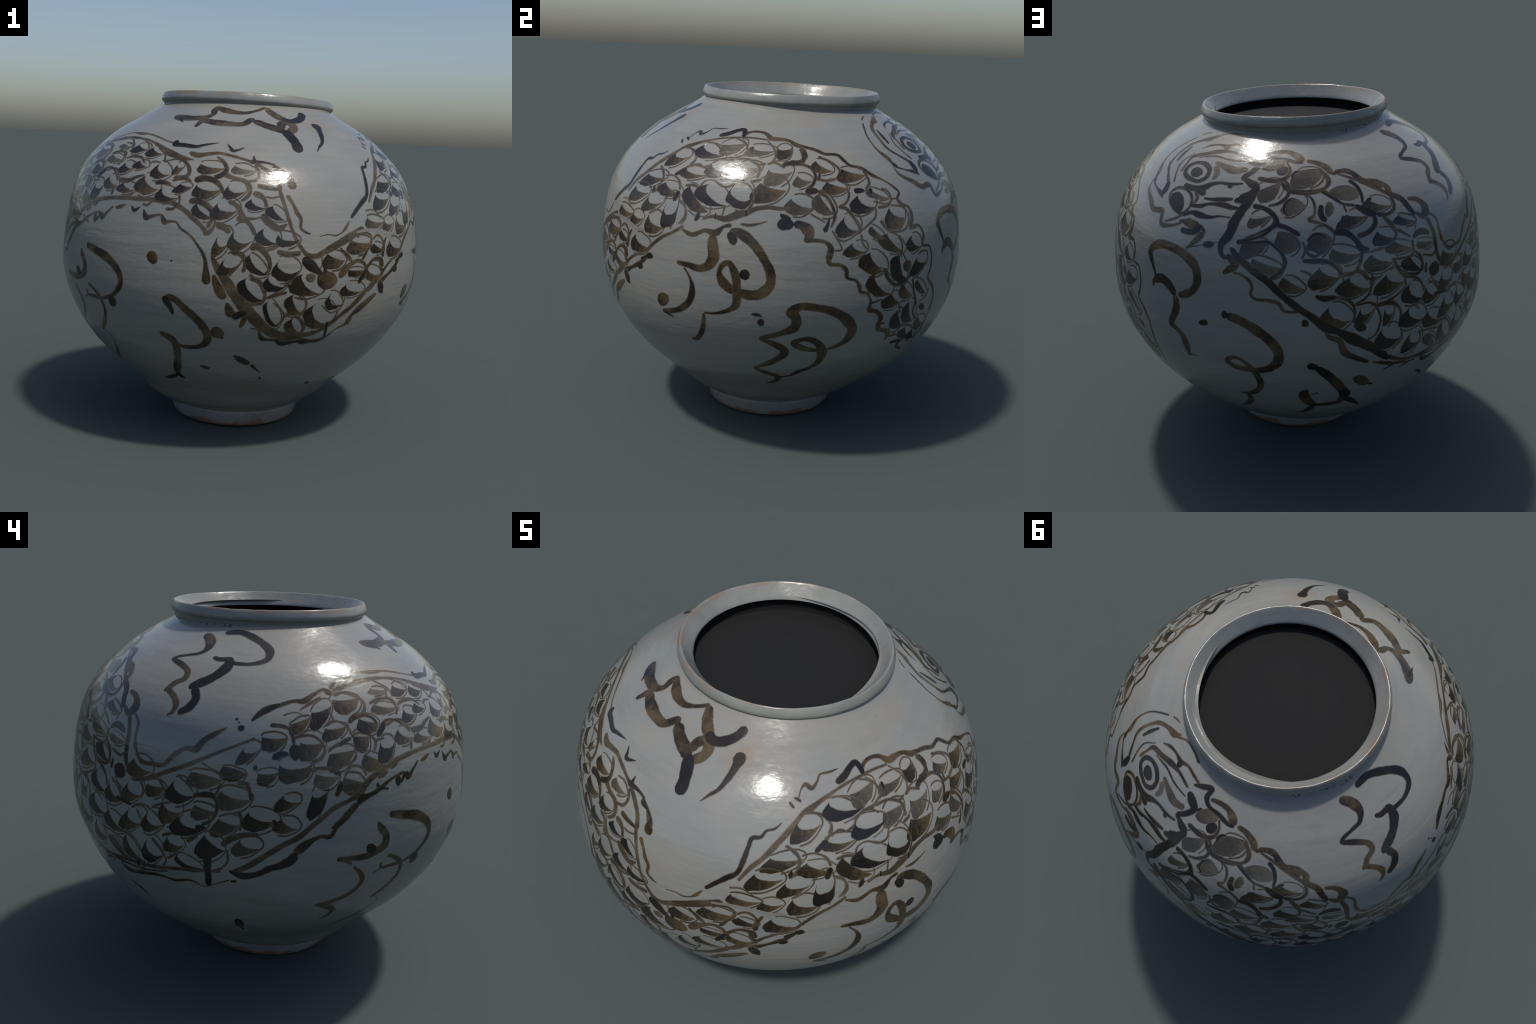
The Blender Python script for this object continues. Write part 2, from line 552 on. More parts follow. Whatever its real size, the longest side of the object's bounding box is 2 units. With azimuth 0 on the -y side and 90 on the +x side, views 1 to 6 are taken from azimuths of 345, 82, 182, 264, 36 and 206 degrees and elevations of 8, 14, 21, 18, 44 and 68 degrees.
def patch(name, tone, az, z, d, h, sag, bulge, whole):
    """A wash of pigment: the area between an outer half ellipse and a flatter inner one (or a whole ellipse)."""
    az, d, h = math.radians(az), np.array(d) / 1000 * 1.0, np.array(h) / 1000 * 1.02
    lift = next_lift(tone)
    e, u = tangent(np.array(az), np.array(z))
    origin = surface(np.array(az), np.array(z))
    nrm = normal(np.array(az), np.array(z))
    along_n, across_n = 30, 6
    grid, edge_flags = [], []
    wav = rng.uniform(0, 6.28, 3)
    if whole:
        phis = np.linspace(0, 2 * np.pi, 40, endpoint=False)
        radii = [0.0, 0.5, 0.90, 1.05]
        size = min(np.hypot(*d), np.hypot(*h))
        radii = [0.0, 0.5, max(0.55, 1 - 0.0015 / size), 1 + 0.0005 / size]
        for t in radii:
            wob = 1 + 0.05 * np.sin(2 * phis + wav[0]) + 0.035 * np.sin(3 * phis + wav[1]) + 0.02 * np.sin(7 * phis + wav[2])
            grid.append(np.outer(np.cos(phis) * t * wob, d) + np.outer(np.sin(phis) * t * wob, h))
    else:
        phis = np.linspace(0, np.pi, along_n)
        depth = np.hypot(*h) * (1 - sag)
        f = min(0.0024 / max(depth, 0.004), 0.25)
        for t in [0 - f * 0.4, f, 0.35, 0.65, 1 - f, 1 + f * 0.4]:
            k = sag + (1 - sag) * t
            wob = 1 + 0.03 * np.sin(5 * phis + wav[0]) + 0.02 * np.sin(11 * phis + wav[1])
            # loaded brush lands round on the left, lifts off to a pulled point on the right
            left, right = (1 + np.cos(phis)) / 2, (1 - np.cos(phis)) / 2
            x = -np.cos(phis) + np.sin(phis) * max(k, 0) * (-(0.30 + bulge) * left ** 1.5 + (bulge - 0.10) * right ** 1.5)
            x = x + 0.14 * np.exp(-(np.pi - phis) * 7)
            y = np.sin(phis) ** (1 - 0.30 * max(t, 0)) * k * wob * (1 + 0.10 * left - 0.18 * right ** 2)
            grid.append(np.outer(x, d) + np.outer(y, h))
    r0 = float(radius(np.array(az), np.array(z)))
    rise = max(float(u[2]), 0.2)
    rows = len(grid)
    g = np.array(grid)
    a = az + g[..., 0] / r0
    zz = np.clip(z + g[..., 1] * rise, 0.09, 1.742)
    hgt = np.full(a.shape, lift)
    hgt[-1] = 0.00012
    if not whole:
        hgt[0] = 0.00012
        hgt[:, 0] = hgt[:, -1] = 0.0002
    norms = normal(a, zz)
    verts = (surface(a, zz) + norms * hgt[..., None]).reshape(-1, 3)
    norms = norms.reshape(-1, 3)
    n = len(phis)
    faces, mats = [], []
    for i in range(rows - 1):
        for j in range(n if whole else n - 1):
            k = (j + 1) % n
            faces.append((i * n + j, (i + 1) * n + j, (i + 1) * n + k, i * n + k))
            mats.append(1 if (i == rows - 2 or (not whole and i == 0)) else 0)
    # right way up: faces must look outwards
    f0 = faces[len(faces) // 2]
    if np.dot(np.cross(verts[f0[1]] - verts[f0[0]], verts[f0[3]] - verts[f0[0]]), nrm) < 0:
        faces = [tuple(reversed(f)) for f in faces]
    ink = "brown" if rng.random() < 0.35 else "olive"
    if not whole:
        # thin line of the scale itself: over the open side and round the tip, overlapping its neighbours
        reach, wide, skew = rng.uniform(0.38, 0.66), rng.uniform(4.6, 7.4), rng.uniform(1.14, 1.30)
        line = []
        for psi in np.radians(np.linspace(rng.uniform(-172, -150), rng.uniform(50, 95), 9)):
            side = 1.04 if psi > 0 else reach
            g = 0.06 * h + skew * math.cos(psi) * d + side * math.sin(psi) * h + rng.normal(0, 0.001, 2)
            line.append((math.degrees(az + g[0] / r0), float(np.clip(z + g[1] * rise, 0.09, 1.735)), wide * (0.75 + 0.4 * abs(math.sin(psi)))))
        lv, lf, lm, ln_ = ribbon(ink, line)
        faces += [tuple(i + len(verts) for i in f) for f in lf]
        mats += [2 + k for k in lm]
        verts, norms = np.concatenate([verts, lv]), np.concatenate([norms, ln_])
    # own frame: x along the chord, y across it, so that the wash shades with the stroke
    length = max(np.hypot(*d), 0.006)
    ax = (e * d[0] + u * d[1])
    ax = ax / np.linalg.norm(ax)
    ay = np.cross(nrm, ax)
    rot = Matrix(((*map(float, ax),), (*map(float, ay),), (*map(float, nrm),))).transposed()
    mat = Matrix.Translation(Vector(map(float, origin))) @ rot.to_4x4() @ Matrix.Scale(float(length), 4)
    basis = np.array(rot)
    local = (verts - origin) @ basis / length
    local_n = norms @ basis
    return mesh_object(name, local, faces, [WASH[tone], FEATHER[tone], PIGMENT[ink], FEATHER[ink]], body, mats, local_n, mat)


def scale(tone, az, z, d, h, sag, bulge=0.0):
    patch("scale", tone, az, z, d, h, sag + 0.10, bulge, False)


def dot(tone, az, z, d, h):
    patch("paint_dab", tone, az, z, d, h, 0, 0, True)


def contour(tone, *pts):
    stroke("dragon_outline", tone, [(a, z, w * 1.2) for a, z, w in pts])


def ridge(tone, *pts):
    stroke("dragon_fin", tone, pts)


def arc(tone, *pts):
    stroke("scale_outline", tone, pts)


def collar(tone, *pts):
    stroke("dragon_gill", tone, [(a, z, w * 0.78) for a, z, w in pts])


def face(tone, *pts):
    stroke("dragon_face_line", tone, pts)


def eye_ring(tone, *pts):
    stroke("dragon_eye", tone, pts, closed=True)


def claw(tone, *pts):
    stroke("claw_stroke", tone, pts)


def blot(tone, *pts):
    stroke("brush_mark", tone, pts)


claw_dab = mark = drip = blot


def repair(tone, *pts):
    stroke("repair_line", tone, pts)


def tick(tone, *pts):
    stroke("glaze_drip", tone, [(a, z, w * 0.55) for a, z, w in pts])


# --- scale washes: tone, azimuth, height, half chord (east, up mm), depth (east, up mm), sag, bulge
scale('pale', 299.4, 1.513, (38, -10), (-39, -28), 0.05)
scale('brown', 308.5, 1.508, (35, -16), (-53, -47), 0.05)
scale('brown', 315.8, 1.496, (33, -21), (-44, -48), 0.1)
scale('brown', 326.8, 1.434, (16, -7), (-25, -63), 0.15)
scale('brown', 337.0, 1.438, (55, -10), (-24, -54), 0.1)
scale('pale', 347.0, 1.435, (43, -13), (-30, -42), 0.1)
scale('pale', 299.3, 1.454, (59, -15), (-44, -42), 0.1)
scale('brown', 307.5, 1.419, (30, -16), (-48, -52), 0.15)
scale('brown', 313.2, 1.431, (26, -18), (-52, -33), 0.1)
scale('brown', 321.8, 1.415, (33, -30), (-51, -60), 0.3)
scale('brown', 336.7, 1.345, (51, -11), (-26, -67), 0.2, 0.25)
scale('brown', 345.1, 1.347, (35, -16), (-41, -64), 0.3)
scale('black', 351.4, 1.281, (29, -21), (-48, -35), 0.25)
scale('black', 356.8, 1.239, (24, -31), (-51, -19), 0.1)
scale('brown', 303.4, 1.342, (39, -24), (-48, -47), 0.2)
scale('brown', 311.0, 1.323, (39, -18), (-58, -38), 0.2)
scale('brown', 318.7, 1.350, (41, -32), (-64, -62), 0.15, 0.3)
scale('brown', 325.6, 1.309, (35, -23), (-55, -49), 0.3)
scale('brown', 330.0, 1.344, (26, -7), (-45, -44), 0, 0.2)
scale('brown', 343.0, 1.266, (42, -17), (-54, -75), 0.3, 0.2)
scale('brown', 336.7, 1.242, (37, -32), (-44, -42), 0.25)
scale('brown', 342.3, 1.121, (24, -18), (-45, -93), 0.35)
scale('brown', 347.3, 1.138, (37, -25), (-49, -81), 0.35)
scale('black', 354.8, 1.139, (27, -33), (-62, -41), 0.3)
scale('black', 359.6, 1.136, (48, -13), (-23, -53), 0.3)
scale('brown', 344.9, 1.024, (28, -14), (-55, -81), 0.4, 0.3)
scale('black', 351.7, 1.008, (37, -44), (-44, -37), 0.3)
scale('black', 360.0, 1.009, (46, -23), (-45, -80), 0.4, 0.35)
scale('brown', 13.7, 1.037, (46, -17), (-38, -58), 0, 0.3)
scale('black', 356.8, 0.931, (37, -23), (-41, -52), 0.3, 0.2)
scale('brown', 6.5, 0.917, (41, -47), (-99, -44), 0.2)
scale('brown', 22.6, 1.107, (60, -9), (-37, -64), 0.05, 0.4)
scale('brown', 30.2, 1.075, (39, -18), (-45, -33), 0.05)
scale('brown', 20.9, 0.970, (48, -3), (-9, -36), 0)
scale('brown', 28.5, 0.961, (51, -19), (-30, -56), 0.3)
scale('brown', 20.8, 0.886, (47, -21), (-63, -42), 0.3)
scale('black', 14.8, 0.839, (31, -30), (-46, -55), 0.4)
scale('brown', 11.4, 0.771, (42, -52), (-82, -67), 0.4, 0.3)
scale('brown', 3.0, 0.822, (22, -45), (-56, -37), 0.2, 0.2)
scale('black', 356.5, 0.775, (25, -60), (-39, -33), 0.45, 0.2)
scale('brown', 3.5, 0.712, (20, -38), (-54, -31), 0.2)
scale('black', 350.9, 0.893, (35, -49), (-58, -43), 0.3, 0.25)
scale('brown', 45.3, 1.496, (42, -10), (-49, -86), 0.2)
scale('brown', 39.0, 1.387, (61, -3), (-61, -68), 0.05)
scale('brown', 47.6, 1.347, (52, -24), (-62, -45), 0.1)
scale('brown', 34.7, 1.317, (52, -11), (-62, -78), 0.15)
scale('brown', 42.0, 1.286, (44, -10), (-62, -74), 0.25)
scale('black', 48.5, 1.276, (33, -0), (-4, -117), 0.35, 1)
scale('brown', 29.3, 1.208, (58, -14), (-36, -52), 0.2)
scale('brown', 35.9, 1.195, (39, -10), (-38, -60), 0.2)
scale('brown', 44.0, 1.193, (52, -22), (-43, -76), 0.25)
scale('brown', 39.1, 1.080, (53, -24), (-59, -66), 0.2)
scale('black', 56.9, 1.529, (63, -27), (-58, -59), 0.25)
scale('pale', 63.1, 1.560, (55, 11), (-2, -78), 0)
scale('pale', 74.3, 1.549, (53, -11), (-46, -60), 0.2)
scale('brown', 81.8, 1.554, (30, 2), (-0, -76), 0.1, 0.4)
scale('brown', 53.8, 1.433, (54, -13), (-45, -48), 0.25)
scale('black', 63.0, 1.462, (61, -17), (-51, -67), 0.3)
scale('pale', 70.8, 1.468, (52, -1), (-24, -69), -0.05)
scale('pale', 80.6, 1.462, (50, -6), (-30, -93), 0.1)
scale('brown', 78.7, 1.395, (55, -16), (-51, -90), 0, 0.3)
scale('black', 70.3, 1.380, (44, -19), (-22, -101), 0.5, 0.8)
scale('black', 62.8, 1.345, (46, -47), (-91, -40), 0.3)
scale('brown', 56.9, 1.319, (57, -53), (-46, -49), 0)
scale('brown', 95.0, 1.485, (33, -28), (-44, -40), 0.1)
scale('pale', 88.3, 1.434, (30, -14), (-36, -54), 0.1)
scale('brown', 98.3, 1.406, (48, -17), (-40, -51), 0)
scale('brown', 104.7, 1.459, (52, -18), (-55, -62), 0)
scale('pale', 111.5, 1.367, (45, -25), (-38, -25), 0.1)
scale('pale', 87.5, 1.332, (47, -22), (-47, -60), 0.15, 0.2)
scale('pale', 94.3, 1.330, (30, -46), (-51, -40), 0)
scale('brown', 107.0, 1.339, (35, -31), (-71, -61), 0.2, 0.2)
scale('brown', 116.9, 1.283, (39, -27), (-45, -88), 0.15, 0.5)
scale('brown', 101.4, 1.243, (29, -32), (-65, -65), 0.2)
scale('brown', 109.4, 1.197, (32, -29), (-29, -24), 0)
scale('brown', 115.5, 1.141, (46, -46), (-80, -19), 0.1)
scale('black', 123.4, 1.137, (26, -30), (-57, -44), 0.2)
scale('brown', 103.5, 1.136, (30, -21), (-65, -46), 0.15)
scale('brown', 109.2, 1.063, (36, -46), (-79, -39), 0.1, 0.2)
scale('black', 118.0, 1.018, (18, -64), (-72, -26), 0.05, 0.2)
scale('black', 125.9, 1.042, (35, -15), (-68, -81), 0.1)
scale('brown', 111.3, 0.959, (42, -55), (-72, -48), 0.25)
scale('brown', 120.4, 0.907, (32, -31), (-36, -45), 0)
scale('brown', 126.7, 0.903, (40, -40), (-30, -23), 0)
scale('brown', 116.2, 0.873, (28, -27), (-71, -45), 0, 0.2)
scale('black', 123.7, 0.785, (27, -57), (-56, -45), 0.1)
scale('black', 119.5, 0.759, (25, -47), (-52, -48), 0)
scale('black', 131.1, 0.707, (38, -29), (-31, -54), 0.1)
scale('black', 125.8, 0.653, (32, -38), (-62, -17), 0)
scale('black', 129.9, 0.633, (26, -34), (-37, -33), 0)
scale('pale', 170.9, 1.527, (48, 27), (23, -69), -0.15)
scale('pale', 183.8, 1.567, (69, 14), (-2, -70), -0.6)
scale('pale', 180.8, 1.479, (29, -19), (-51, -71), -0.2, 0.3)
scale('pale', 168.8, 1.312, (58, 11), (-5, -62), -0.3)
scale('pale', 178.0, 1.336, (49, -19), (-17, -65), -0.45)
scale('pale', 169.8, 1.424, (44, 8), (-16, -58), 0.1)
scale('pale', 172.6, 1.238, (65, -19), (-8, -60), 0)
scale('brown', 179.7, 1.156, (45, -27), (-33, -47), 0)
scale('pale', 185.5, 1.580, (48, -6), (-15, -84), -0.25)
scale('pale', 187.3, 1.344, (41, -13), (-38, -91), -0.3, 0.3)
scale('brown', 206.4, 1.458, (43, -24), (-65, -41), 0.1)
scale('brown', 198.1, 1.420, (46, -8), (-70, -62), 0)
scale('brown', 214.3, 1.379, (41, -21), (-54, -28), 0.05)
scale('brown', 206.1, 1.328, (41, -21), (-47, -49), 0.05)
scale('brown', 210.9, 1.274, (44, -22), (-73, -29), -0.05)
scale('pale', 219.1, 1.265, (48, -11), (-17, -35), 0)
scale('pale', 193.8, 1.284, (60, -17), (-32, -59), 0.1)
scale('brown', 204.1, 1.236, (50, -24), (-62, -57), 0.1, 0.2)
scale('black', 214.8, 1.179, (29, -35), (-76, -13), 0)
scale('brown', 188.9, 1.199, (39, -24), (-71, -77), 0.05, 0.2)
scale('brown', 197.1, 1.145, (40, -30), (-87, -60), 0.15, 0.2)
scale('brown', 207.4, 1.138, (39, -24), (-89, -71), 0.1, 0.2)
scale('black', 214.8, 1.055, (35, -42), (-81, -45), 0.3)
scale('brown', 220.9, 1.026, (39, -27), (-54, -53), 0.2)
scale('brown', 191.7, 1.014, (44, -36), (-67, -79), 0.25, 0.2)
scale('brown', 199.1, 1.025, (29, -8), (-49, -95), 0.25)
scale('brown', 205.3, 0.997, (21, -12), (-21, -81), 0.2)
scale('black', 214.6, 0.947, (39, -38), (-90, -57), 0.25)
scale('brown', 222.0, 0.899, (49, -35), (-69, -48), 0.2)
scale('black', 206.0, 0.879, (46, -31), (-52, -81), 0.2, 0.2)
scale('black', 214.6, 0.825, (31, -33), (-62, -84), 0.25)
scale('pale', 222.3, 0.770, (35, -44), (-54, -5), 0)
scale('brown', 229.5, 1.180, (46, -20), (-56, -66), 0.1)
scale('brown', 259.4, 1.313, (29, -4), (-44, -76), 0.2)
scale('brown', 227.9, 1.072, (39, -19), (-58, -72), 0.25)
scale('brown', 234.4, 1.109, (46, 1), (-9, -58), 0.05)
scale('black', 242.9, 1.127, (45, -26), (-61, -80), 0.3)
scale('pale', 248.2, 1.183, (65, -8), (-31, -56), -0.2)
scale('brown', 255.2, 1.219, (50, -9), (-14, -47), -0.3)
scale('brown', 239.6, 1.038, (44, -17), (-33, -88), 0.2)
scale('pale', 248.5, 1.052, (44, -9), (-28, -58), 0)
scale('pale', 256.1, 1.122, (60, -14), (-39, -71), 0.1)
scale('brown', 228.8, 0.953, (35, -24), (-85, -86), 0.25)
scale('brown', 235.2, 0.970, (39, -20), (-55, -77), 0.35)
scale('black', 245.9, 0.992, (53, -19), (-75, -78), 0.3, 0.2)
scale('pale', 254.8, 1.007, (43, -10), (-55, -75), 0)
scale('brown', 263.0, 1.044, (57, -18), (-48, -72), 0.2)
scale('brown', 241.2, 0.891, (36, -15), (-38, -68), 0.25)
scale('black', 234.9, 0.836, (34, -32), (-59, -94), 0.35)
scale('brown', 228.3, 0.798, (42, -58), (-55, -62), 0.3)
scale('brown', 221.6, 0.765, (50, -43), (-34, -22), 0.4)
scale('brown', 244.8, 0.805, (49, -25), (-37, -42), 0.4)
scale('black', 251.2, 0.910, (40, -28), (-59, -85), 0)
scale('pale', 260.3, 0.922, (38, -18), (-61, -63), 0.2)
scale('brown', 286.0, 1.491, (57, -0), (-1, -76), 0)
scale('brown', 278.1, 1.458, (42, 12), (-22, -93), 0)
scale('brown', 271.7, 1.416, (41, 15), (-7, -56), -0.1)
scale('brown', 281.4, 1.393, (44, 2), (-20, -60), 0.05, 0.3)
scale('brown', 291.5, 1.408, (42, -13), (-19, -61), 0, 0.4)
scale('brown', 288.2, 1.351, (36, -3), (8, -70), -0.1)
scale('black', 296.3, 1.320, (33, -9), (-30, -93), 0.2, 0.3)
scale('brown', 274.7, 1.342, (48, -1), (-14, -84), 0.05)
scale('brown', 264.8, 1.357, (47, -1), (-4, -63), 0)
scale('brown', 282.5, 1.296, (55, 5), (-19, -75), -0.1)
scale('brown', 291.5, 1.261, (46, -22), (-25, -55), -0.1)
scale('brown', 270.4, 1.260, (63, 0), (0, -83), 0.2, 0.3)
scale('brown', 263.6, 1.219, (39, 2), (-5, -55), 0)
scale('pale', 278.3, 1.210, (47, -8), (-15, -57), 0)
scale('brown', 269.7, 1.116, (31, -12), (-57, -58), 0.1)
scale('black', 276.5, 1.143, (28, 3), (-22, -111), 0.1, 0.8)
scale('pale', 285.5, 1.181, (47, -15), (-14, -62), -0.1)
scale('brown', 269.4, 1.013, (30, -22), (-53, -42), 0.1)
# --- round dabs: tone, azimuth, height, two half axes in mm
dot('brown', 322.2, 1.004, (23, 14), (21, -26))
dot('black', 328.0, 0.998, (6, 1), (0, -4))
dot('black', 307.4, 0.759, (27, 13), (11, -26))
dot('brown', 340.9, 0.666, (29, -18), (-13, -28))
dot('brown', 336.0, 0.458, (25, -13), (-4, -13))
dot('brown', 11.0, 0.928, (54, -2), (3, -46))
dot('black', 355.7, 0.398, (8, -0), (2, -11))
dot('black', 18.4, 0.335, (10, 6), (9, -13))
dot('pale', 6.0, 0.942, (25, -1), (1, -22))
dot('black', 42.6, 1.014, (23, -2), (0, -14))
dot('brown', 119.7, 1.022, (29, -7), (-6, -26))
dot('black', 128.5, 0.788, (25, -5), (10, -22))
dot('black', 117.7, 0.958, (34, -5), (2, -19))
dot('brown', 47.6, 0.813, (38, 9), (-5, -37))
dot('black', 72.6, 1.000, (24, 2), (1, -25))
dot('black', 77.3, 0.773, (17, 1), (0, -18))
dot('black', 42.5, 1.014, (20, 4), (1, -15))
dot('black', 38.7, 0.950, (20, 4), (0, -17))
dot('pale', 171.5, 1.605, (50, 21), (12, -37))
dot('black', 175.1, 1.585, (24, 13), (11, -25))
dot('black', 147.4, 1.650, (14, 10), (12, -18))
dot('black', 141.6, 1.550, (33, 13), (23, -23))
dot('black', 140.2, 1.431, (42, 16), (39, -40))
dot('black', 147.9, 1.490, (25, 4), (14, -25))
dot('black', 157.7, 1.521, (12, 1), (5, -13))
dot('black', 155.7, 1.291, (29, 8), (5, -15))
dot('pale', 195.9, 1.502, (66, -16), (-13, -38))
dot('pale', 190.1, 1.448, (19, -5), (-11, -37))
dot('black', 221.7, 1.127, (35, -13), (-11, -29))
dot('black', 155.0, 0.927, (23, 1), (-4, -16))
dot('black', 197.2, 0.930, (26, -4), (0, -19))
dot('brown', 199.6, 0.615, (44, -20), (4, -38))
dot('black', 182.5, 0.970, (17, -0), (0, -17))
dot('black', 256.2, 1.384, (14, 1), (1, -13))
dot('black', 254.7, 1.415, (7, 1), (1, -6))
dot('black', 255.4, 1.404, (5, 0), (1, -4))
dot('black', 260.5, 1.236, (10, 1), (1, -11))
dot('black', 221.7, 1.121, (32, 12), (13, -30))
dot('black', 270.3, 1.301, (26, 0), (-0, -31))
dot('brown', 256.3, 0.440, (19, -31), (-12, -45))
dot('black', 228.2, 0.719, (14, 5), (-6, -19))
dot('black', 291.0, 0.871, (23, 9), (15, -23))
dot('pale', 293.6, 1.198, (25, 14), (14, -17))
dot('black', 298.6, 1.154, (17, -3), (-1, -21))
dot('black', 301.8, 1.168, (15, -2), (-1, -18))
# --- contour brush strokes: (azimuth, height, width mm)
contour('olive', (284.6, 1.519, 5), (290.9, 1.538, 8), (298.2, 1.547, 9), (305.2, 1.547, 9), (311.8, 1.531, 11), (316.7, 1.509, 19), (322.0, 1.482, 28), (327.3, 1.464, 18), (330.7, 1.459, 2))
contour('brown', (328.0, 1.494, 12), (331.2, 1.482, 25), (335.0, 1.490, 18), (338.4, 1.495, 15), (343.6, 1.483, 13), (348.2, 1.466, 12), (349.9, 1.461, 20), (351.5, 1.465, 11))
contour('olive', (297.1, 1.235, 23), (302.1, 1.254, 16), (310.9, 1.265, 15), (318.0, 1.268, 16), (322.2, 1.272, 14), (325.9, 1.265, 17), (330.0, 1.237, 18), (333.2, 1.200, 18), (335.9, 1.163, 16), (337.1, 1.141, 19))
contour('olive', (356.7, 1.376, 13), (357.3, 1.337, 14), (358.4, 1.275, 14), (359.4, 1.218, 14), (360.8, 1.149, 13), (362.6, 1.091, 14), (364.8, 1.050, 17), (367.1, 1.041, 19), (369.8, 1.061, 21), (374.7, 1.100, 28), (380.6, 1.145, 27), (383.7, 1.167, 19))
contour('olive', (339.2, 1.047, 9), (339.5, 1.018, 16), (341.0, 0.973, 27), (343.1, 0.922, 35), (345.3, 0.864, 39), (348.1, 0.805, 45), (350.6, 0.755, 43), (353.7, 0.704, 37), (356.8, 0.670, 36), (360.0, 0.650, 36), (363.5, 0.651, 28), (367.0, 0.658, 20), (370.9, 0.675, 16), (374.2, 0.711, 18), (377.5, 0.754, 19), (381.9, 0.806, 17), (386.2, 0.877, 16), (389.7, 0.928, 16))
contour('olive', (48.2, 1.545, 15), (44.4, 1.529, 13), (40.7, 1.488, 18), (36.6, 1.438, 19), (32.9, 1.384, 16), (30.1, 1.347, 15), (27.2, 1.286, 10))
contour('olive', (25.9, 0.857, 10), (27.8, 0.880, 11), (31.1, 0.933, 14), (34.2, 0.977, 12), (37.5, 1.007, 10), (41.2, 1.039, 10), (44.2, 1.083, 14), (47.2, 1.121, 12), (50.7, 1.152, 12), (53.9, 1.187, 11))
contour('olive', (44.6, 1.532, 13), (49.9, 1.555, 11), (55.9, 1.574, 9), (60.2, 1.582, 6))
contour('olive', (45.0, 1.523, 14), (49.6, 1.551, 11), (55.5, 1.574, 9), (61.8, 1.585, 8), (69.4, 1.588, 9), (75.4, 1.583, 8))
contour('olive', (59.5, 1.230, 8), (62.4, 1.247, 11), (66.2, 1.242, 23), (69.3, 1.263, 26), (72.1, 1.277, 21), (74.5, 1.296, 16), (78.0, 1.305, 15), (81.5, 1.302, 13), (83.9, 1.309, 8))
contour('olive', (95.6, 1.212, 6), (98.2, 1.126, 6), (96.3, 1.122, 5))
contour('brown', (119.7, 0.611, 19), (124.0, 0.604, 17), (124.4, 0.572, 14), (128.8, 0.532, 12))
contour('olive', (25.3, 0.876, 12), (21.0, 0.801, 15), (16.0, 0.733, 10))
contour('black', (162.4, 1.291, 15), (164.6, 1.255, 24), (168.7, 1.206, 26), (172.8, 1.160, 26), (176.4, 1.102, 24), (180.9, 1.039, 24), (184.4, 0.996, 24), (187.4, 0.951, 33), (191.0, 0.922, 26), (195.2, 0.876, 41), (199.6, 0.830, 35), (203.8, 0.772, 30), (205.8, 0.740, 23))
contour('olive', (204.8, 0.757, 20), (210.7, 0.708, 16), (215.2, 0.695, 16), (220.2, 0.684, 13), (225.5, 0.684, 10), (230.7, 0.692, 9), (237.8, 0.719, 7))
contour('olive', (221.0, 0.658, 9), (224.8, 0.652, 8), (229.1, 0.679, 6), (231.9, 0.699, 5))
contour('black', (203.8, 0.772, 24), (206.3, 0.738, 18), (207.1, 0.754, 5))
contour('olive', (195.1, 1.571, 8), (199.7, 1.552, 12), (203.6, 1.530, 13), (208.0, 1.501, 15), (211.0, 1.480, 15))
contour('brown', (221.6, 1.359, 18), (223.0, 1.298, 19), (223.2, 1.239, 18), (223.7, 1.176, 18), (226.0, 1.129, 18))
contour('olive', (350.1, 1.458, 17), (353.7, 1.427, 16), (356.3, 1.391, 17), (357.6, 1.342, 17))
contour('olive', (226.0, 1.132, 13), (228.8, 1.115, 14), (232.1, 1.132, 15), (237.8, 1.178, 14), (243.1, 1.219, 14), (246.4, 1.247, 13), (251.2, 1.287, 10), (255.9, 1.321, 8), (260.0, 1.351, 6))
contour('olive', (278.6, 1.500, 7), (274.4, 1.474, 11), (271.7, 1.454, 3))
contour('olive', (282.8, 1.520, 10), (289.2, 1.538, 20), (296.8, 1.550, 17), (303.5, 1.548, 11), (307.4, 1.540, 9))
contour('olive', (327.9, 1.255, 10), (319.1, 1.267, 13), (311.3, 1.267, 13), (304.6, 1.259, 15), (298.8, 1.241, 15), (294.5, 1.214, 17), (290.5, 1.185, 20), (289.0, 1.165, 22), (286.8, 1.121, 21), (284.0, 1.099, 14), (280.1, 1.072, 16), (277.5, 1.036, 16), (274.8, 1.000, 17), (271.5, 0.952, 19), (268.5, 0.924, 19), (264.9, 0.883, 19), (259.7, 0.815, 21), (255.5, 0.771, 18))
contour('olive', (252.9, 0.776, 10), (246.1, 0.760, 12), (240.2, 0.746, 14), (234.9, 0.727, 15), (229.5, 0.716, 15), (224.0, 0.708, 15), (217.3, 0.694, 16), (211.7, 0.691, 13), (207.4, 0.690, 12), (203.7, 0.728, 9))
# --- ridge brush strokes: (azimuth, height, width mm)
ridge('olive', (282.5, 1.515, 5), (287.7, 1.554, 7), (294.8, 1.575, 8), (303.8, 1.573, 8), (311.4, 1.559, 10), (317.6, 1.540, 9), (320.4, 1.534, 7))
ridge('black', (321.3, 1.547, 22), (321.1, 1.530, 28), (325.2, 1.525, 26), (329.7, 1.521, 20), (332.3, 1.530, 16), (337.8, 1.544, 2))
ridge('black', (340.4, 1.541, 2), (341.8, 1.523, 12), (342.8, 1.509, 19), (346.9, 1.525, 2))
ridge('black', (349.9, 1.492, 2), (349.9, 1.473, 15), (350.1, 1.458, 24))
ridge('brown', (279.7, 0.984, 14), (285.5, 1.070, 12), (290.8, 1.119, 16), (297.2, 1.172, 10), (301.1, 1.184, 9))
ridge('black', (301.1, 1.181, 16), (299.5, 1.144, 13))
ridge('brown', (301.8, 1.179, 18), (302.3, 1.158, 16), (304.1, 1.186, 9), (306.4, 1.220, 5))
ridge('brown', (307.3, 1.215, 9), (309.2, 1.217, 9), (311.4, 1.236, 3))
ridge('black', (313.4, 1.235, 4), (314.6, 1.213, 18), (316.7, 1.231, 3))
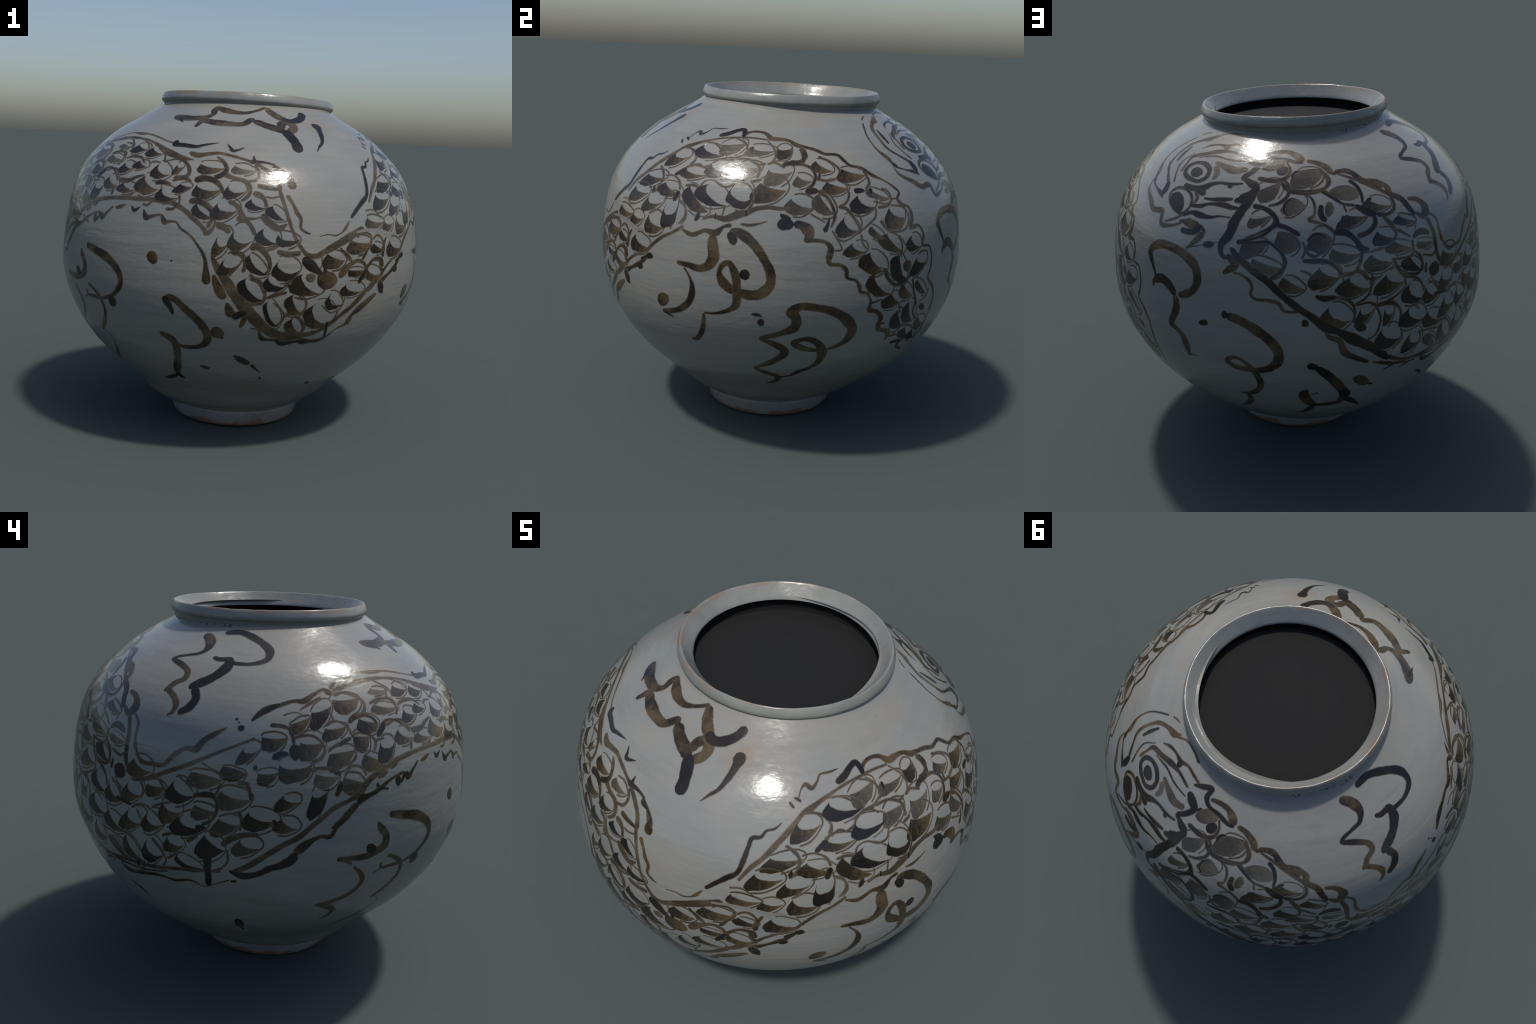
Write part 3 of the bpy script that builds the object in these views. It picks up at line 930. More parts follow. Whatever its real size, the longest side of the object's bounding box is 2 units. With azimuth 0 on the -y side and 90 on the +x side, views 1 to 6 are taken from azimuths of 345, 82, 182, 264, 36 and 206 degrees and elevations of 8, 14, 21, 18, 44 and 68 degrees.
ridge('brown', (317.9, 1.223, 4), (319.1, 1.186, 27), (321.0, 1.193, 15), (323.8, 1.201, 11), (325.1, 1.173, 27), (326.3, 1.175, 13), (328.6, 1.175, 8), (329.9, 1.150, 11), (332.9, 1.119, 9), (334.9, 1.081, 11), (336.4, 1.048, 14), (337.3, 1.014, 15), (337.7, 0.961, 27), (337.8, 0.932, 34), (337.9, 0.902, 35))
ridge('brown', (359.3, 1.320, 20), (361.0, 1.275, 14), (361.9, 1.241, 20), (363.0, 1.213, 15), (362.9, 1.172, 13), (364.1, 1.155, 12), (365.9, 1.144, 3))
ridge('olive', (357.0, 1.445, 10), (358.8, 1.423, 10), (360.1, 1.389, 8))
ridge('brown', (339.7, 0.948, 16), (340.8, 0.896, 35), (342.2, 0.855, 39), (343.3, 0.844, 18))
ridge('brown', (343.5, 0.820, 11), (344.0, 0.789, 35), (345.1, 0.749, 33))
ridge('black', (345.1, 0.746, 30), (346.8, 0.763, 31), (348.9, 0.774, 27))
ridge('brown', (348.6, 0.754, 21), (347.8, 0.718, 21), (347.2, 0.698, 15))
ridge('brown', (350.1, 0.696, 5), (352.3, 0.689, 8), (353.7, 0.643, 22), (356.0, 0.636, 12), (357.9, 0.634, 18))
ridge('black', (357.7, 0.636, 15), (359.6, 0.615, 24), (363.5, 0.622, 16), (365.5, 0.626, 12))
ridge('brown', (4.6, 0.629, 24), (6.4, 0.622, 32), (8.5, 0.620, 22), (11.9, 0.624, 19), (14.2, 0.642, 9), (17.0, 0.680, 6), (19.5, 0.696, 16), (20.5, 0.714, 31), (21.0, 0.741, 16), (23.6, 0.764, 22), (26.7, 0.798, 16), (30.1, 0.839, 8))
ridge('black', (12.9, 0.720, 18), (13.2, 0.672, 15), (13.3, 0.638, 10))
ridge('black', (31.1, 0.902, 8), (32.2, 0.866, 29), (32.1, 0.839, 12))
ridge('black', (19.1, 1.216, 14), (21.6, 1.254, 19), (24.3, 1.289, 22), (26.8, 1.318, 19), (28.1, 1.368, 20), (29.1, 1.419, 17), (29.9, 1.449, 16), (32.2, 1.455, 13), (33.5, 1.474, 10), (35.8, 1.482, 8), (37.8, 1.500, 3))
ridge('brown', (8.4, 1.134, 3), (11.3, 1.142, 5), (13.5, 1.137, 8), (15.5, 1.149, 6), (16.9, 1.169, 14), (18.5, 1.203, 5))
ridge('black', (30.4, 0.891, 19), (31.7, 0.865, 32), (33.0, 0.836, 14))
ridge('brown', (31.7, 0.890, 8), (34.2, 0.922, 12), (37.3, 0.958, 14), (39.1, 0.967, 23))
ridge('black', (38.8, 0.985, 13), (40.9, 1.006, 11), (42.2, 1.014, 17), (43.3, 1.015, 13))
ridge('brown', (42.8, 1.565, 4), (43.8, 1.586, 6), (45.4, 1.597, 16), (47.1, 1.586, 16), (49.3, 1.600, 8), (50.6, 1.614, 7), (54.3, 1.616, 8), (57.6, 1.619, 2))
ridge('black', (55.4, 1.588, 22), (58.6, 1.598, 27), (62.1, 1.615, 24), (64.4, 1.619, 22), (65.4, 1.604, 21), (65.4, 1.588, 19))
ridge('brown', (65.4, 1.598, 15), (67.5, 1.611, 15), (70.6, 1.615, 14), (73.9, 1.609, 18), (76.8, 1.589, 27), (80.3, 1.588, 22), (83.7, 1.582, 17), (86.0, 1.567, 24), (88.8, 1.560, 18), (93.0, 1.548, 17), (96.0, 1.533, 17), (100.7, 1.528, 15), (102.5, 1.506, 18), (104.2, 1.485, 15), (108.2, 1.474, 13), (111.1, 1.443, 18), (114.4, 1.422, 11), (117.5, 1.393, 11), (119.3, 1.363, 12), (118.0, 1.336, 13), (118.6, 1.316, 11), (121.9, 1.292, 15), (122.4, 1.244, 22), (121.4, 1.205, 25), (125.0, 1.204, 12), (126.7, 1.159, 13), (126.2, 1.110, 16), (129.3, 1.097, 10), (130.7, 1.043, 10), (130.3, 0.980, 12))
ridge('brown', (53.5, 1.171, 8), (56.9, 1.154, 21), (60.7, 1.181, 16), (63.7, 1.175, 32), (66.1, 1.208, 12), (68.2, 1.217, 23))
ridge('olive', (70.6, 1.226, 8), (73.4, 1.224, 13), (77.9, 1.245, 3))
ridge('black', (81.2, 1.280, 5), (82.5, 1.265, 26), (84.2, 1.257, 17))
ridge('black', (80.6, 1.230, 46), (82.6, 1.236, 49), (85.0, 1.238, 32))
ridge('brown', (85.0, 1.238, 35), (87.1, 1.234, 35), (88.9, 1.212, 48), (89.2, 1.187, 40), (88.5, 1.168, 21), (91.0, 1.169, 16), (93.8, 1.159, 16), (95.2, 1.133, 26), (94.7, 1.087, 26), (95.0, 1.063, 19), (98.1, 1.054, 15), (99.6, 1.032, 20), (100.0, 1.002, 16))
ridge('brown', (99.6, 1.023, 21), (100.1, 0.995, 14), (102.7, 0.978, 12), (103.8, 0.946, 18), (104.0, 0.927, 15), (106.4, 0.911, 11), (107.7, 0.865, 12), (107.4, 0.832, 25), (110.1, 0.814, 18), (112.0, 0.776, 25), (111.7, 0.741, 28), (112.2, 0.715, 22), (115.5, 0.695, 23), (116.9, 0.660, 23), (116.1, 0.637, 10))
ridge('brown', (117.5, 0.658, 14), (120.8, 0.656, 8))
ridge('brown', (130.3, 0.982, 12), (129.2, 0.940, 13), (131.8, 0.892, 16), (133.6, 0.838, 14), (133.9, 0.752, 17), (133.8, 0.701, 13), (134.0, 0.639, 13), (133.1, 0.579, 9), (130.6, 0.528, 5))
ridge('brown', (30.6, 0.902, 17), (34.6, 0.928, 14), (38.4, 0.962, 19), (41.7, 1.009, 16))
ridge('black', (30.4, 0.898, 14), (30.8, 0.873, 21), (31.8, 0.840, 14))
ridge('olive', (29.7, 0.841, 13), (26.1, 0.811, 15), (21.8, 0.755, 18), (21.0, 0.690, 3))
ridge('brown', (161.2, 1.257, 20), (162.9, 1.243, 32), (164.1, 1.221, 32), (162.4, 1.197, 28), (160.8, 1.177, 17))
ridge('olive', (163.5, 1.186, 8), (166.0, 1.179, 10), (168.1, 1.157, 14), (168.8, 1.129, 12), (168.5, 1.094, 11), (169.8, 1.076, 12), (173.1, 1.074, 15), (175.8, 1.061, 17), (177.1, 1.029, 12), (180.3, 1.024, 12), (181.6, 1.027, 7))
ridge('olive', (187.7, 0.939, 17), (188.7, 0.900, 21), (191.4, 0.876, 27), (193.0, 0.812, 33), (196.0, 0.776, 27), (200.2, 0.736, 19))
ridge('brown', (201.6, 0.730, 8), (206.4, 0.704, 19), (210.2, 0.686, 14), (214.3, 0.671, 10), (217.4, 0.669, 8))
ridge('black', (205.8, 0.662, 4), (208.9, 0.685, 15))
ridge('black', (211.3, 0.647, 4), (214.5, 0.665, 12))
ridge('brown', (194.3, 1.578, 21), (199.4, 1.581, 16), (201.9, 1.559, 23), (203.9, 1.539, 23), (208.4, 1.529, 27), (211.2, 1.506, 27), (211.1, 1.482, 29), (214.4, 1.456, 29), (216.0, 1.417, 27), (217.4, 1.382, 24))
ridge('olive', (216.8, 1.451, 14), (220.6, 1.437, 25), (222.4, 1.400, 42), (220.5, 1.370, 30), (217.7, 1.392, 11))
ridge('olive', (223.3, 1.376, 11), (225.4, 1.346, 13), (225.8, 1.287, 16), (226.2, 1.238, 15))
ridge('brown', (169.1, 1.644, 17), (173.4, 1.648, 21), (178.1, 1.644, 26), (181.2, 1.630, 36), (182.6, 1.614, 28))
ridge('brown', (184.3, 1.618, 17), (188.4, 1.610, 26), (191.7, 1.593, 30), (193.0, 1.571, 27))
ridge('brown', (193.0, 1.571, 21), (196.5, 1.577, 16), (200.4, 1.567, 17), (202.4, 1.542, 27), (206.4, 1.524, 29), (209.3, 1.507, 27))
ridge('brown', (350.5, 1.461, 21), (352.8, 1.462, 14), (356.1, 1.452, 14), (356.5, 1.441, 24), (359.1, 1.425, 12), (360.8, 1.398, 22), (361.0, 1.368, 37), (362.1, 1.350, 30))
ridge('black', (258.7, 1.412, 10), (261.2, 1.443, 24), (263.8, 1.461, 26), (266.5, 1.474, 14))
ridge('brown', (265.1, 1.466, 18), (270.3, 1.486, 16), (273.2, 1.486, 24), (276.4, 1.508, 17), (279.8, 1.524, 14), (281.1, 1.516, 27), (282.0, 1.507, 27))
ridge('olive', (226.4, 1.266, 12), (226.8, 1.235, 13), (229.1, 1.193, 18), (232.5, 1.194, 17), (236.1, 1.200, 17), (239.1, 1.251, 19), (242.5, 1.285, 19), (244.7, 1.285, 27), (246.8, 1.324, 24), (249.3, 1.352, 19), (252.5, 1.382, 7))
ridge('olive', (282.0, 1.525, 22), (283.6, 1.541, 13), (285.3, 1.556, 4))
ridge('olive', (294.8, 1.576, 6), (300.5, 1.569, 10), (307.1, 1.570, 7), (311.6, 1.558, 8))
ridge('brown', (307.3, 1.218, 8), (309.0, 1.224, 14), (310.8, 1.235, 3))
ridge('black', (256.8, 0.732, 16), (255.2, 0.728, 9))
ridge('brown', (255.1, 0.735, 7), (250.5, 0.697, 4))
ridge('brown', (219.6, 0.673, 15), (221.4, 0.640, 16), (226.5, 0.651, 15), (231.8, 0.675, 18), (235.4, 0.683, 13), (239.4, 0.678, 15), (243.4, 0.696, 10), (245.3, 0.696, 8), (247.6, 0.676, 4), (250.5, 0.693, 4))
ridge('black', (295.6, 1.127, 5), (293.1, 1.135, 17), (291.5, 1.122, 17), (288.6, 1.112, 17), (287.5, 1.109, 27), (286.5, 1.084, 22))
ridge('brown', (286.5, 1.084, 22), (284.8, 1.059, 28), (283.4, 1.034, 28), (280.9, 0.988, 17), (279.4, 0.951, 19), (277.1, 0.953, 15), (274.9, 0.938, 22), (272.8, 0.911, 35), (270.7, 0.877, 33))
ridge('black', (271.0, 0.883, 32), (270.2, 0.853, 38), (267.5, 0.823, 33), (265.1, 0.809, 28), (262.4, 0.781, 25), (258.7, 0.763, 32), (256.4, 0.773, 23), (255.0, 0.784, 13))
ridge('black', (292.0, 1.159, 11), (292.3, 1.140, 18))
ridge('brown', (294.3, 1.143, 8), (296.7, 1.170, 9), (298.5, 1.176, 10), (300.2, 1.185, 9), (301.6, 1.176, 11))
ridge('brown', (302.2, 1.166, 11), (304.5, 1.198, 8), (306.2, 1.220, 7))
# --- arc brush strokes: (azimuth, height, width mm)
arc('olive', (298.6, 1.544, 9), (302.8, 1.514, 9), (303.5, 1.482, 8))
arc('olive', (305.2, 1.547, 10), (309.6, 1.524, 10), (311.4, 1.499, 9))
arc('olive', (315.6, 1.508, 13), (319.4, 1.480, 11), (320.6, 1.445, 11))
arc('olive', (295.2, 1.464, 9), (298.7, 1.479, 10), (302.0, 1.475, 10), (303.3, 1.450, 9))
arc('olive', (303.9, 1.451, 13), (307.0, 1.461, 18), (310.9, 1.456, 14), (313.3, 1.433, 10))
arc('brown', (297.0, 1.383, 12), (300.5, 1.398, 10), (302.9, 1.391, 10), (305.1, 1.347, 10))
arc('olive', (315.0, 1.431, 11), (316.8, 1.442, 11), (319.4, 1.439, 7))
arc('olive', (305.4, 1.347, 25), (309.9, 1.348, 22), (312.5, 1.366, 16), (315.4, 1.378, 9))
arc('olive', (320.3, 1.444, 13), (324.7, 1.459, 11), (327.7, 1.450, 16), (329.9, 1.416, 18), (329.8, 1.387, 18), (325.6, 1.372, 26))
arc('brown', (319.9, 1.346, 18), (322.2, 1.351, 22), (325.3, 1.343, 13))
arc('brown', (325.4, 1.360, 8), (329.2, 1.375, 18), (331.4, 1.360, 14))
arc('brown', (332.3, 1.366, 27), (334.7, 1.379, 31), (338.2, 1.371, 25), (340.3, 1.344, 18), (341.0, 1.316, 14))
arc('brown', (337.8, 1.480, 10), (340.1, 1.458, 18), (341.4, 1.430, 19), (341.0, 1.407, 25), (338.1, 1.382, 20))
arc('olive', (341.0, 1.401, 25), (343.8, 1.386, 21), (347.6, 1.371, 19), (348.7, 1.344, 19), (348.4, 1.315, 16), (346.3, 1.285, 12))
arc('olive', (350.2, 1.447, 14), (351.4, 1.413, 15), (350.6, 1.384, 14), (347.6, 1.371, 11))
arc('olive', (349.5, 1.321, 25), (351.6, 1.317, 21), (353.1, 1.284, 15), (353.1, 1.261, 12))
arc('olive', (357.5, 1.314, 7), (354.9, 1.304, 8), (353.1, 1.309, 8))
arc('olive', (352.0, 1.229, 29), (354.1, 1.193, 33), (356.6, 1.168, 27), (359.1, 1.189, 8))
arc('brown', (331.6, 1.273, 26), (334.2, 1.276, 27), (336.9, 1.255, 21), (338.8, 1.223, 13))
arc('olive', (342.8, 1.283, 21), (345.3, 1.262, 21), (346.8, 1.218, 24), (349.0, 1.179, 19), (350.4, 1.134, 15))
arc('olive', (345.1, 1.208, 27), (347.2, 1.206, 21), (350.6, 1.211, 8), (352.7, 1.221, 7))
arc('olive', (339.7, 1.178, 27), (342.2, 1.163, 29), (343.6, 1.141, 21))
arc('olive', (339.2, 1.206, 8), (339.4, 1.178, 10), (338.1, 1.142, 19), (336.4, 1.132, 27))
arc('olive', (338.6, 1.200, 17), (337.4, 1.159, 20))
arc('olive', (321.3, 1.304, 8), (320.6, 1.268, 10), (318.8, 1.242, 12), (317.2, 1.246, 12))
arc('olive', (328.7, 1.299, 8), (328.7, 1.259, 9), (327.0, 1.234, 12), (324.9, 1.232, 15))
arc('olive', (310.0, 1.272, 12), (311.5, 1.270, 16), (312.8, 1.294, 9))
arc('olive', (344.2, 1.055, 20), (346.9, 1.045, 21), (348.0, 1.005, 19), (347.4, 0.964, 15))
arc('olive', (353.6, 1.066, 9), (356.6, 1.096, 8))
arc('brown', (304.1, 1.272, 16), (304.5, 1.303, 11))
arc('olive', (353.5, 1.068, 13), (355.9, 1.080, 10), (356.9, 1.093, 7))
arc('olive', (349.1, 1.072, 27), (350.8, 1.085, 30), (352.8, 1.062, 27), (354.3, 1.022, 19), (354.4, 0.981, 15), (353.1, 0.957, 10))
arc('olive', (349.4, 0.938, 17), (351.4, 0.927, 19), (353.2, 0.898, 15), (353.5, 0.850, 13), (352.8, 0.825, 13), (349.7, 0.810, 12))
arc('brown', (353.7, 0.844, 8), (356.4, 0.863, 19), (359.5, 0.875, 12))
arc('olive', (355.9, 0.826, 7), (358.1, 0.794, 9), (359.3, 0.756, 10), (357.9, 0.717, 10), (356.6, 0.704, 6))
arc('olive', (359.5, 0.756, 12), (361.2, 0.768, 14), (364.0, 0.741, 14), (365.8, 0.700, 13), (365.3, 0.667, 10))
arc('olive', (2.8, 0.856, 9), (5.2, 0.830, 10), (5.1, 0.792, 11), (3.5, 0.754, 13))
arc('olive', (4.3, 0.861, 6), (7.3, 0.860, 6))
arc('olive', (10.0, 0.808, 6), (12.4, 0.773, 7))
arc('olive', (16.2, 0.864, 6), (17.4, 0.832, 6), (16.2, 0.782, 6), (15.1, 0.737, 9))
arc('pale', (356.3, 1.064, 20), (359.4, 1.052, 25), (363.0, 1.058, 21))
arc('brown', (15.1, 1.072, 11), (17.7, 1.041, 13), (19.2, 1.008, 13))
arc('brown', (14.8, 0.939, 28), (16.5, 0.969, 35), (18.7, 0.998, 22), (21.5, 1.013, 17), (24.0, 0.992, 16), (24.3, 0.967, 11))
arc('brown', (23.3, 0.919, 22), (23.9, 0.949, 21), (25.3, 0.982, 16), (27.7, 1.013, 15), (31.2, 1.009, 17), (31.9, 0.970, 18))
arc('olive', (21.0, 1.123, 9), (22.6, 1.140, 10), (25.1, 1.143, 10), (26.9, 1.119, 10), (26.0, 1.095, 7))
arc('olive', (9.0, 1.045, 8), (9.3, 1.004, 8), (8.4, 0.974, 7))
arc('olive', (358.7, 0.905, 24), (360.7, 0.929, 18))
arc('brown', (23.0, 1.017, 17), (24.7, 1.056, 14), (26.5, 1.094, 8))
arc('brown', (31.7, 1.020, 23), (32.2, 1.075, 19), (33.6, 1.115, 12))
arc('brown', (26.0, 1.092, 6), (29.1, 1.128, 12), (31.0, 1.118, 12), (32.5, 1.083, 10))
arc('brown', (24.7, 0.979, 13), (27.3, 1.009, 12), (30.4, 1.004, 15), (31.1, 0.961, 20), (32.5, 0.951, 10))
arc('black', (21.8, 0.903, 20), (23.4, 0.944, 23), (24.8, 0.971, 11))
arc('olive', (38.6, 1.431, 8), (40.6, 1.413, 11), (42.2, 1.386, 12), (42.1, 1.352, 11), (40.9, 1.317, 12))
arc('black', (40.2, 1.343, 7), (39.9, 1.312, 28))
arc('olive', (42.8, 1.394, 8), (45.8, 1.400, 8), (49.0, 1.380, 10), (50.2, 1.343, 11))
arc('black', (50.1, 1.338, 26), (48.9, 1.290, 19))
arc('olive', (25.1, 1.247, 8), (28.3, 1.251, 8), (31.4, 1.217, 8))
arc('olive', (46.1, 1.527, 7), (49.2, 1.513, 11), (51.4, 1.483, 10), (51.0, 1.457, 11), (49.1, 1.437, 13))
arc('black', (49.8, 1.436, 25), (47.9, 1.418, 23), (46.3, 1.403, 15))
arc('olive', (21.5, 1.154, 7), (24.7, 1.148, 7), (26.6, 1.127, 9), (26.6, 1.104, 7))
arc('brown', (14.9, 1.079, 9), (16.9, 1.047, 12), (18.6, 1.014, 14))
arc('olive', (50.4, 1.300, 7), (52.9, 1.285, 8), (54.2, 1.231, 8), (52.9, 1.191, 7))
arc('olive', (45.7, 1.529, 7), (49.2, 1.510, 8), (51.2, 1.493, 9), (51.3, 1.474, 9), (50.3, 1.456, 12))
arc('olive', (50.8, 1.557, 7), (54.8, 1.555, 8), (57.8, 1.542, 8), (60.3, 1.515, 7))
arc('olive', (65.5, 1.581, 6), (68.0, 1.556, 9), (68.5, 1.524, 9), (66.6, 1.509, 11), (63.8, 1.492, 15))
arc('black', (70.3, 1.552, 12), (70.3, 1.529, 14))
arc('brown', (87.6, 1.555, 20), (88.5, 1.523, 21), (87.4, 1.494, 19), (83.1, 1.490, 24), (81.1, 1.480, 18))
arc('olive', (75.2, 1.580, 7), (78.0, 1.550, 8), (78.8, 1.514, 10), (77.9, 1.493, 11))
arc('olive', (65.7, 1.497, 10), (70.0, 1.499, 11), (74.0, 1.480, 12), (75.9, 1.487, 11))
arc('olive', (60.5, 1.492, 8), (63.5, 1.495, 9), (66.2, 1.475, 8))
arc('olive', (59.1, 1.488, 8), (57.8, 1.465, 9), (55.3, 1.449, 15))
arc('olive', (50.9, 1.447, 9), (53.3, 1.462, 9), (55.3, 1.452, 13))
arc('olive', (67.7, 1.426, 7), (66.4, 1.386, 8), (63.9, 1.380, 10), (60.4, 1.401, 7), (57.7, 1.393, 8), (56.7, 1.363, 11))
arc('olive', (67.1, 1.402, 7), (70.9, 1.399, 8), (73.3, 1.364, 9), (73.4, 1.319, 10), (72.1, 1.283, 14))
arc('olive', (72.5, 1.409, 15), (75.3, 1.420, 11))
arc('olive', (51.6, 1.366, 11), (54.7, 1.371, 14), (57.0, 1.357, 8))
arc('black', (58.3, 1.257, 14), (57.3, 1.218, 19))
arc('olive', (65.7, 1.301, 7), (65.1, 1.251, 7))
arc('olive', (62.3, 1.585, 7), (66.6, 1.567, 8), (69.0, 1.532, 8), (67.8, 1.509, 7))
arc('olive', (75.5, 1.578, 8), (78.3, 1.543, 10), (79.0, 1.517, 10), (77.5, 1.490, 8))
arc('olive', (38.8, 1.432, 13), (41.9, 1.397, 11), (41.7, 1.344, 11), (39.8, 1.310, 17))
arc('olive', (66.6, 1.503, 8), (70.7, 1.496, 11), (74.1, 1.467, 13), (73.8, 1.425, 14))
arc('olive', (58.1, 1.473, 8), (61.0, 1.495, 10), (66.6, 1.503, 10))
arc('olive', (51.0, 1.294, 8), (53.4, 1.270, 10), (53.7, 1.230, 10), (52.0, 1.191, 8))
arc('brown', (76.3, 1.484, 12), (78.7, 1.491, 11), (82.1, 1.472, 11))
arc('black', (58.2, 1.253, 24), (57.6, 1.221, 18))
arc('black', (63.2, 1.265, 5), (63.3, 1.237, 15))
arc('black', (71.8, 1.288, 8), (72.0, 1.261, 14))
arc('black', (49.8, 1.331, 18), (48.7, 1.294, 17))
arc('brown', (83.7, 1.488, 18), (87.9, 1.487, 15), (90.3, 1.475, 13), (91.7, 1.444, 13), (90.6, 1.407, 13), (88.6, 1.380, 20))
arc('brown', (88.3, 1.552, 18), (89.0, 1.521, 19), (87.1, 1.500, 17), (83.7, 1.499, 13))
arc('olive', (93.5, 1.522, 12), (98.0, 1.496, 13), (100.0, 1.465, 12), (98.6, 1.434, 12), (95.1, 1.423, 12), (92.8, 1.428, 14))
arc('olive', (101.1, 1.407, 9), (101.4, 1.364, 11), (100.2, 1.332, 11), (97.7, 1.311, 11))
arc('olive', (108.3, 1.463, 12), (109.3, 1.415, 13), (107.2, 1.383, 14))
arc('black', (106.7, 1.381, 16), (103.2, 1.380, 27))
arc('black', (109.0, 1.390, 18), (108.6, 1.364, 19))
arc('black', (101.0, 1.470, 13), (100.5, 1.449, 18))
arc('black', (95.1, 1.418, 14), (95.0, 1.392, 15))
arc('black', (88.2, 1.375, 21), (89.8, 1.379, 29), (92.0, 1.381, 27))
arc('brown', (92.0, 1.381, 23), (94.6, 1.354, 15), (96.2, 1.306, 14), (96.4, 1.267, 15), (95.2, 1.223, 7))
arc('olive', (97.8, 1.316, 18), (100.0, 1.305, 14), (102.1, 1.266, 15), (103.8, 1.214, 16), (103.3, 1.192, 11))
arc('olive', (109.5, 1.305, 10), (109.0, 1.266, 10), (106.7, 1.235, 9), (104.2, 1.208, 8))
arc('olive', (112.8, 1.385, 12), (114.9, 1.373, 12), (115.6, 1.339, 12), (114.1, 1.312, 11), (110.3, 1.304, 16))
arc('olive', (109.0, 1.333, 8), (112.8, 1.319, 8), (115.2, 1.322, 8))
arc('olive', (115.0, 1.311, 8), (119.8, 1.295, 10), (121.1, 1.246, 10), (119.6, 1.202, 10), (116.0, 1.190, 8), (112.5, 1.206, 10), (110.6, 1.248, 20))
arc('olive', (104.1, 1.191, 11), (104.4, 1.151, 9), (106.0, 1.120, 8))
arc('olive', (116.4, 1.171, 9), (117.7, 1.128, 9), (117.2, 1.068, 9))
arc('olive', (89.6, 1.284, 8), (93.8, 1.246, 7))
arc('black', (95.0, 1.269, 5), (94.3, 1.235, 15), (93.4, 1.206, 23))
arc('olive', (92.3, 1.423, 18), (93.5, 1.460, 9))
arc('black', (107.1, 0.860, 11), (111.3, 0.874, 5))
arc('black', (111.5, 0.749, 14), (114.0, 0.742, 6))
arc('olive', (111.4, 1.026, 18), (112.8, 0.975, 18), (115.7, 0.938, 16), (119.0, 0.949, 16), (121.4, 0.981, 12))
arc('brown', (122.1, 0.954, 12), (123.2, 0.886, 11), (124.5, 0.829, 15), (124.6, 0.773, 12), (127.4, 0.720, 10))
arc('olive', (117.6, 0.836, 9), (118.9, 0.785, 8))
arc('olive', (119.0, 0.661, 11), (121.7, 0.711, 10), (127.1, 0.691, 10), (127.5, 0.756, 10))
arc('olive', (126.4, 0.823, 6), (129.3, 0.840, 8), (130.2, 0.884, 8))
arc('brown', (175.8, 1.557, 11), (177.7, 1.530, 18), (177.5, 1.499, 15), (174.8, 1.471, 15), (171.8, 1.461, 11))
arc('black', (167.1, 1.458, 23), (170.8, 1.451, 20), (173.6, 1.429, 20), (174.9, 1.397, 20), (173.2, 1.379, 17), (171.2, 1.351, 13), (167.8, 1.332, 12), (164.2, 1.319, 13))
arc('black', (174.9, 1.392, 22), (177.5, 1.383, 20), (181.3, 1.353, 17))
arc('black', (163.8, 1.317, 19), (168.6, 1.318, 15), (172.7, 1.324, 14), (174.5, 1.307, 12), (176.6, 1.276, 14), (177.3, 1.234, 18), (175.7, 1.196, 18), (173.1, 1.163, 17))
arc('brown', (176.9, 1.523, 15), (181.4, 1.515, 14), (185.6, 1.516, 13), (189.0, 1.521, 13), (191.5, 1.540, 14), (191.5, 1.562, 12), (188.8, 1.590, 9))
arc('black', (178.9, 1.491, 7), (177.0, 1.472, 14), (176.6, 1.446, 13), (177.8, 1.426, 7))
arc('olive', (181.2, 1.210, 8), (183.2, 1.198, 10), (185.1, 1.170, 9))
arc('olive', (192.5, 1.174, 8), (192.1, 1.124, 8), (190.7, 1.097, 8))
arc('black', (185.1, 1.096, 13), (187.1, 1.083, 26), (190.7, 1.085, 15))
arc('brown', (190.7, 1.085, 15), (193.4, 1.070, 14), (195.1, 1.037, 13), (195.4, 1.000, 10), (195.1, 0.958, 8))
arc('brown', (199.8, 1.143, 10), (200.1, 1.114, 10), (198.9, 1.076, 10), (195.4, 1.042, 11))
arc('brown', (195.7, 1.039, 11), (199.3, 1.045, 10), (201.4, 1.028, 16), (205.2, 1.028, 21), (207.6, 1.008, 15), (208.8, 0.973, 13), (208.5, 0.924, 9))
arc('brown', (210.3, 1.124, 13), (210.7, 1.093, 11), (207.7, 1.056, 9), (204.5, 1.037, 13))
arc('brown', (201.4, 1.022, 10), (202.6, 0.970, 10), (202.2, 0.921, 10), (201.2, 0.885, 9), (199.1, 0.866, 12))
arc('brown', (210.8, 1.131, 13), (213.9, 1.117, 12), (216.2, 1.083, 11), (217.0, 1.037, 10))
arc('olive', (218.7, 1.085, 8), (221.9, 1.046, 10), (223.2, 1.008, 10))
arc('olive', (209.1, 0.870, 8), (209.6, 0.840, 10), (206.9, 0.781, 6))
arc('olive', (215.3, 0.854, 8), (216.3, 0.807, 9), (214.4, 0.727, 7))
arc('black', (199.4, 1.150, 17), (201.7, 1.156, 5))
arc('olive', (210.1, 1.017, 7), (212.7, 0.994, 8), (215.5, 0.957, 7))
arc('black', (198.5, 1.546, 20), (200.5, 1.524, 18), (201.2, 1.491, 15), (200.8, 1.459, 11))
arc('brown', (188.5, 1.517, 21), (191.6, 1.495, 15), (194.3, 1.466, 12), (198.2, 1.455, 15))
arc('black', (198.2, 1.455, 17), (201.3, 1.429, 35), (204.3, 1.413, 24))
arc('brown', (204.3, 1.413, 21), (208.1, 1.408, 15), (210.6, 1.424, 15), (211.3, 1.452, 13), (210.5, 1.468, 8))
arc('brown', (182.2, 1.508, 7), (185.0, 1.489, 10), (185.8, 1.457, 11), (185.4, 1.429, 11), (183.5, 1.411, 17))
arc('brown', (183.5, 1.411, 17), (187.4, 1.395, 11), (189.5, 1.379, 15), (191.5, 1.348, 11))
arc('brown', (194.6, 1.461, 8), (195.2, 1.432, 8))
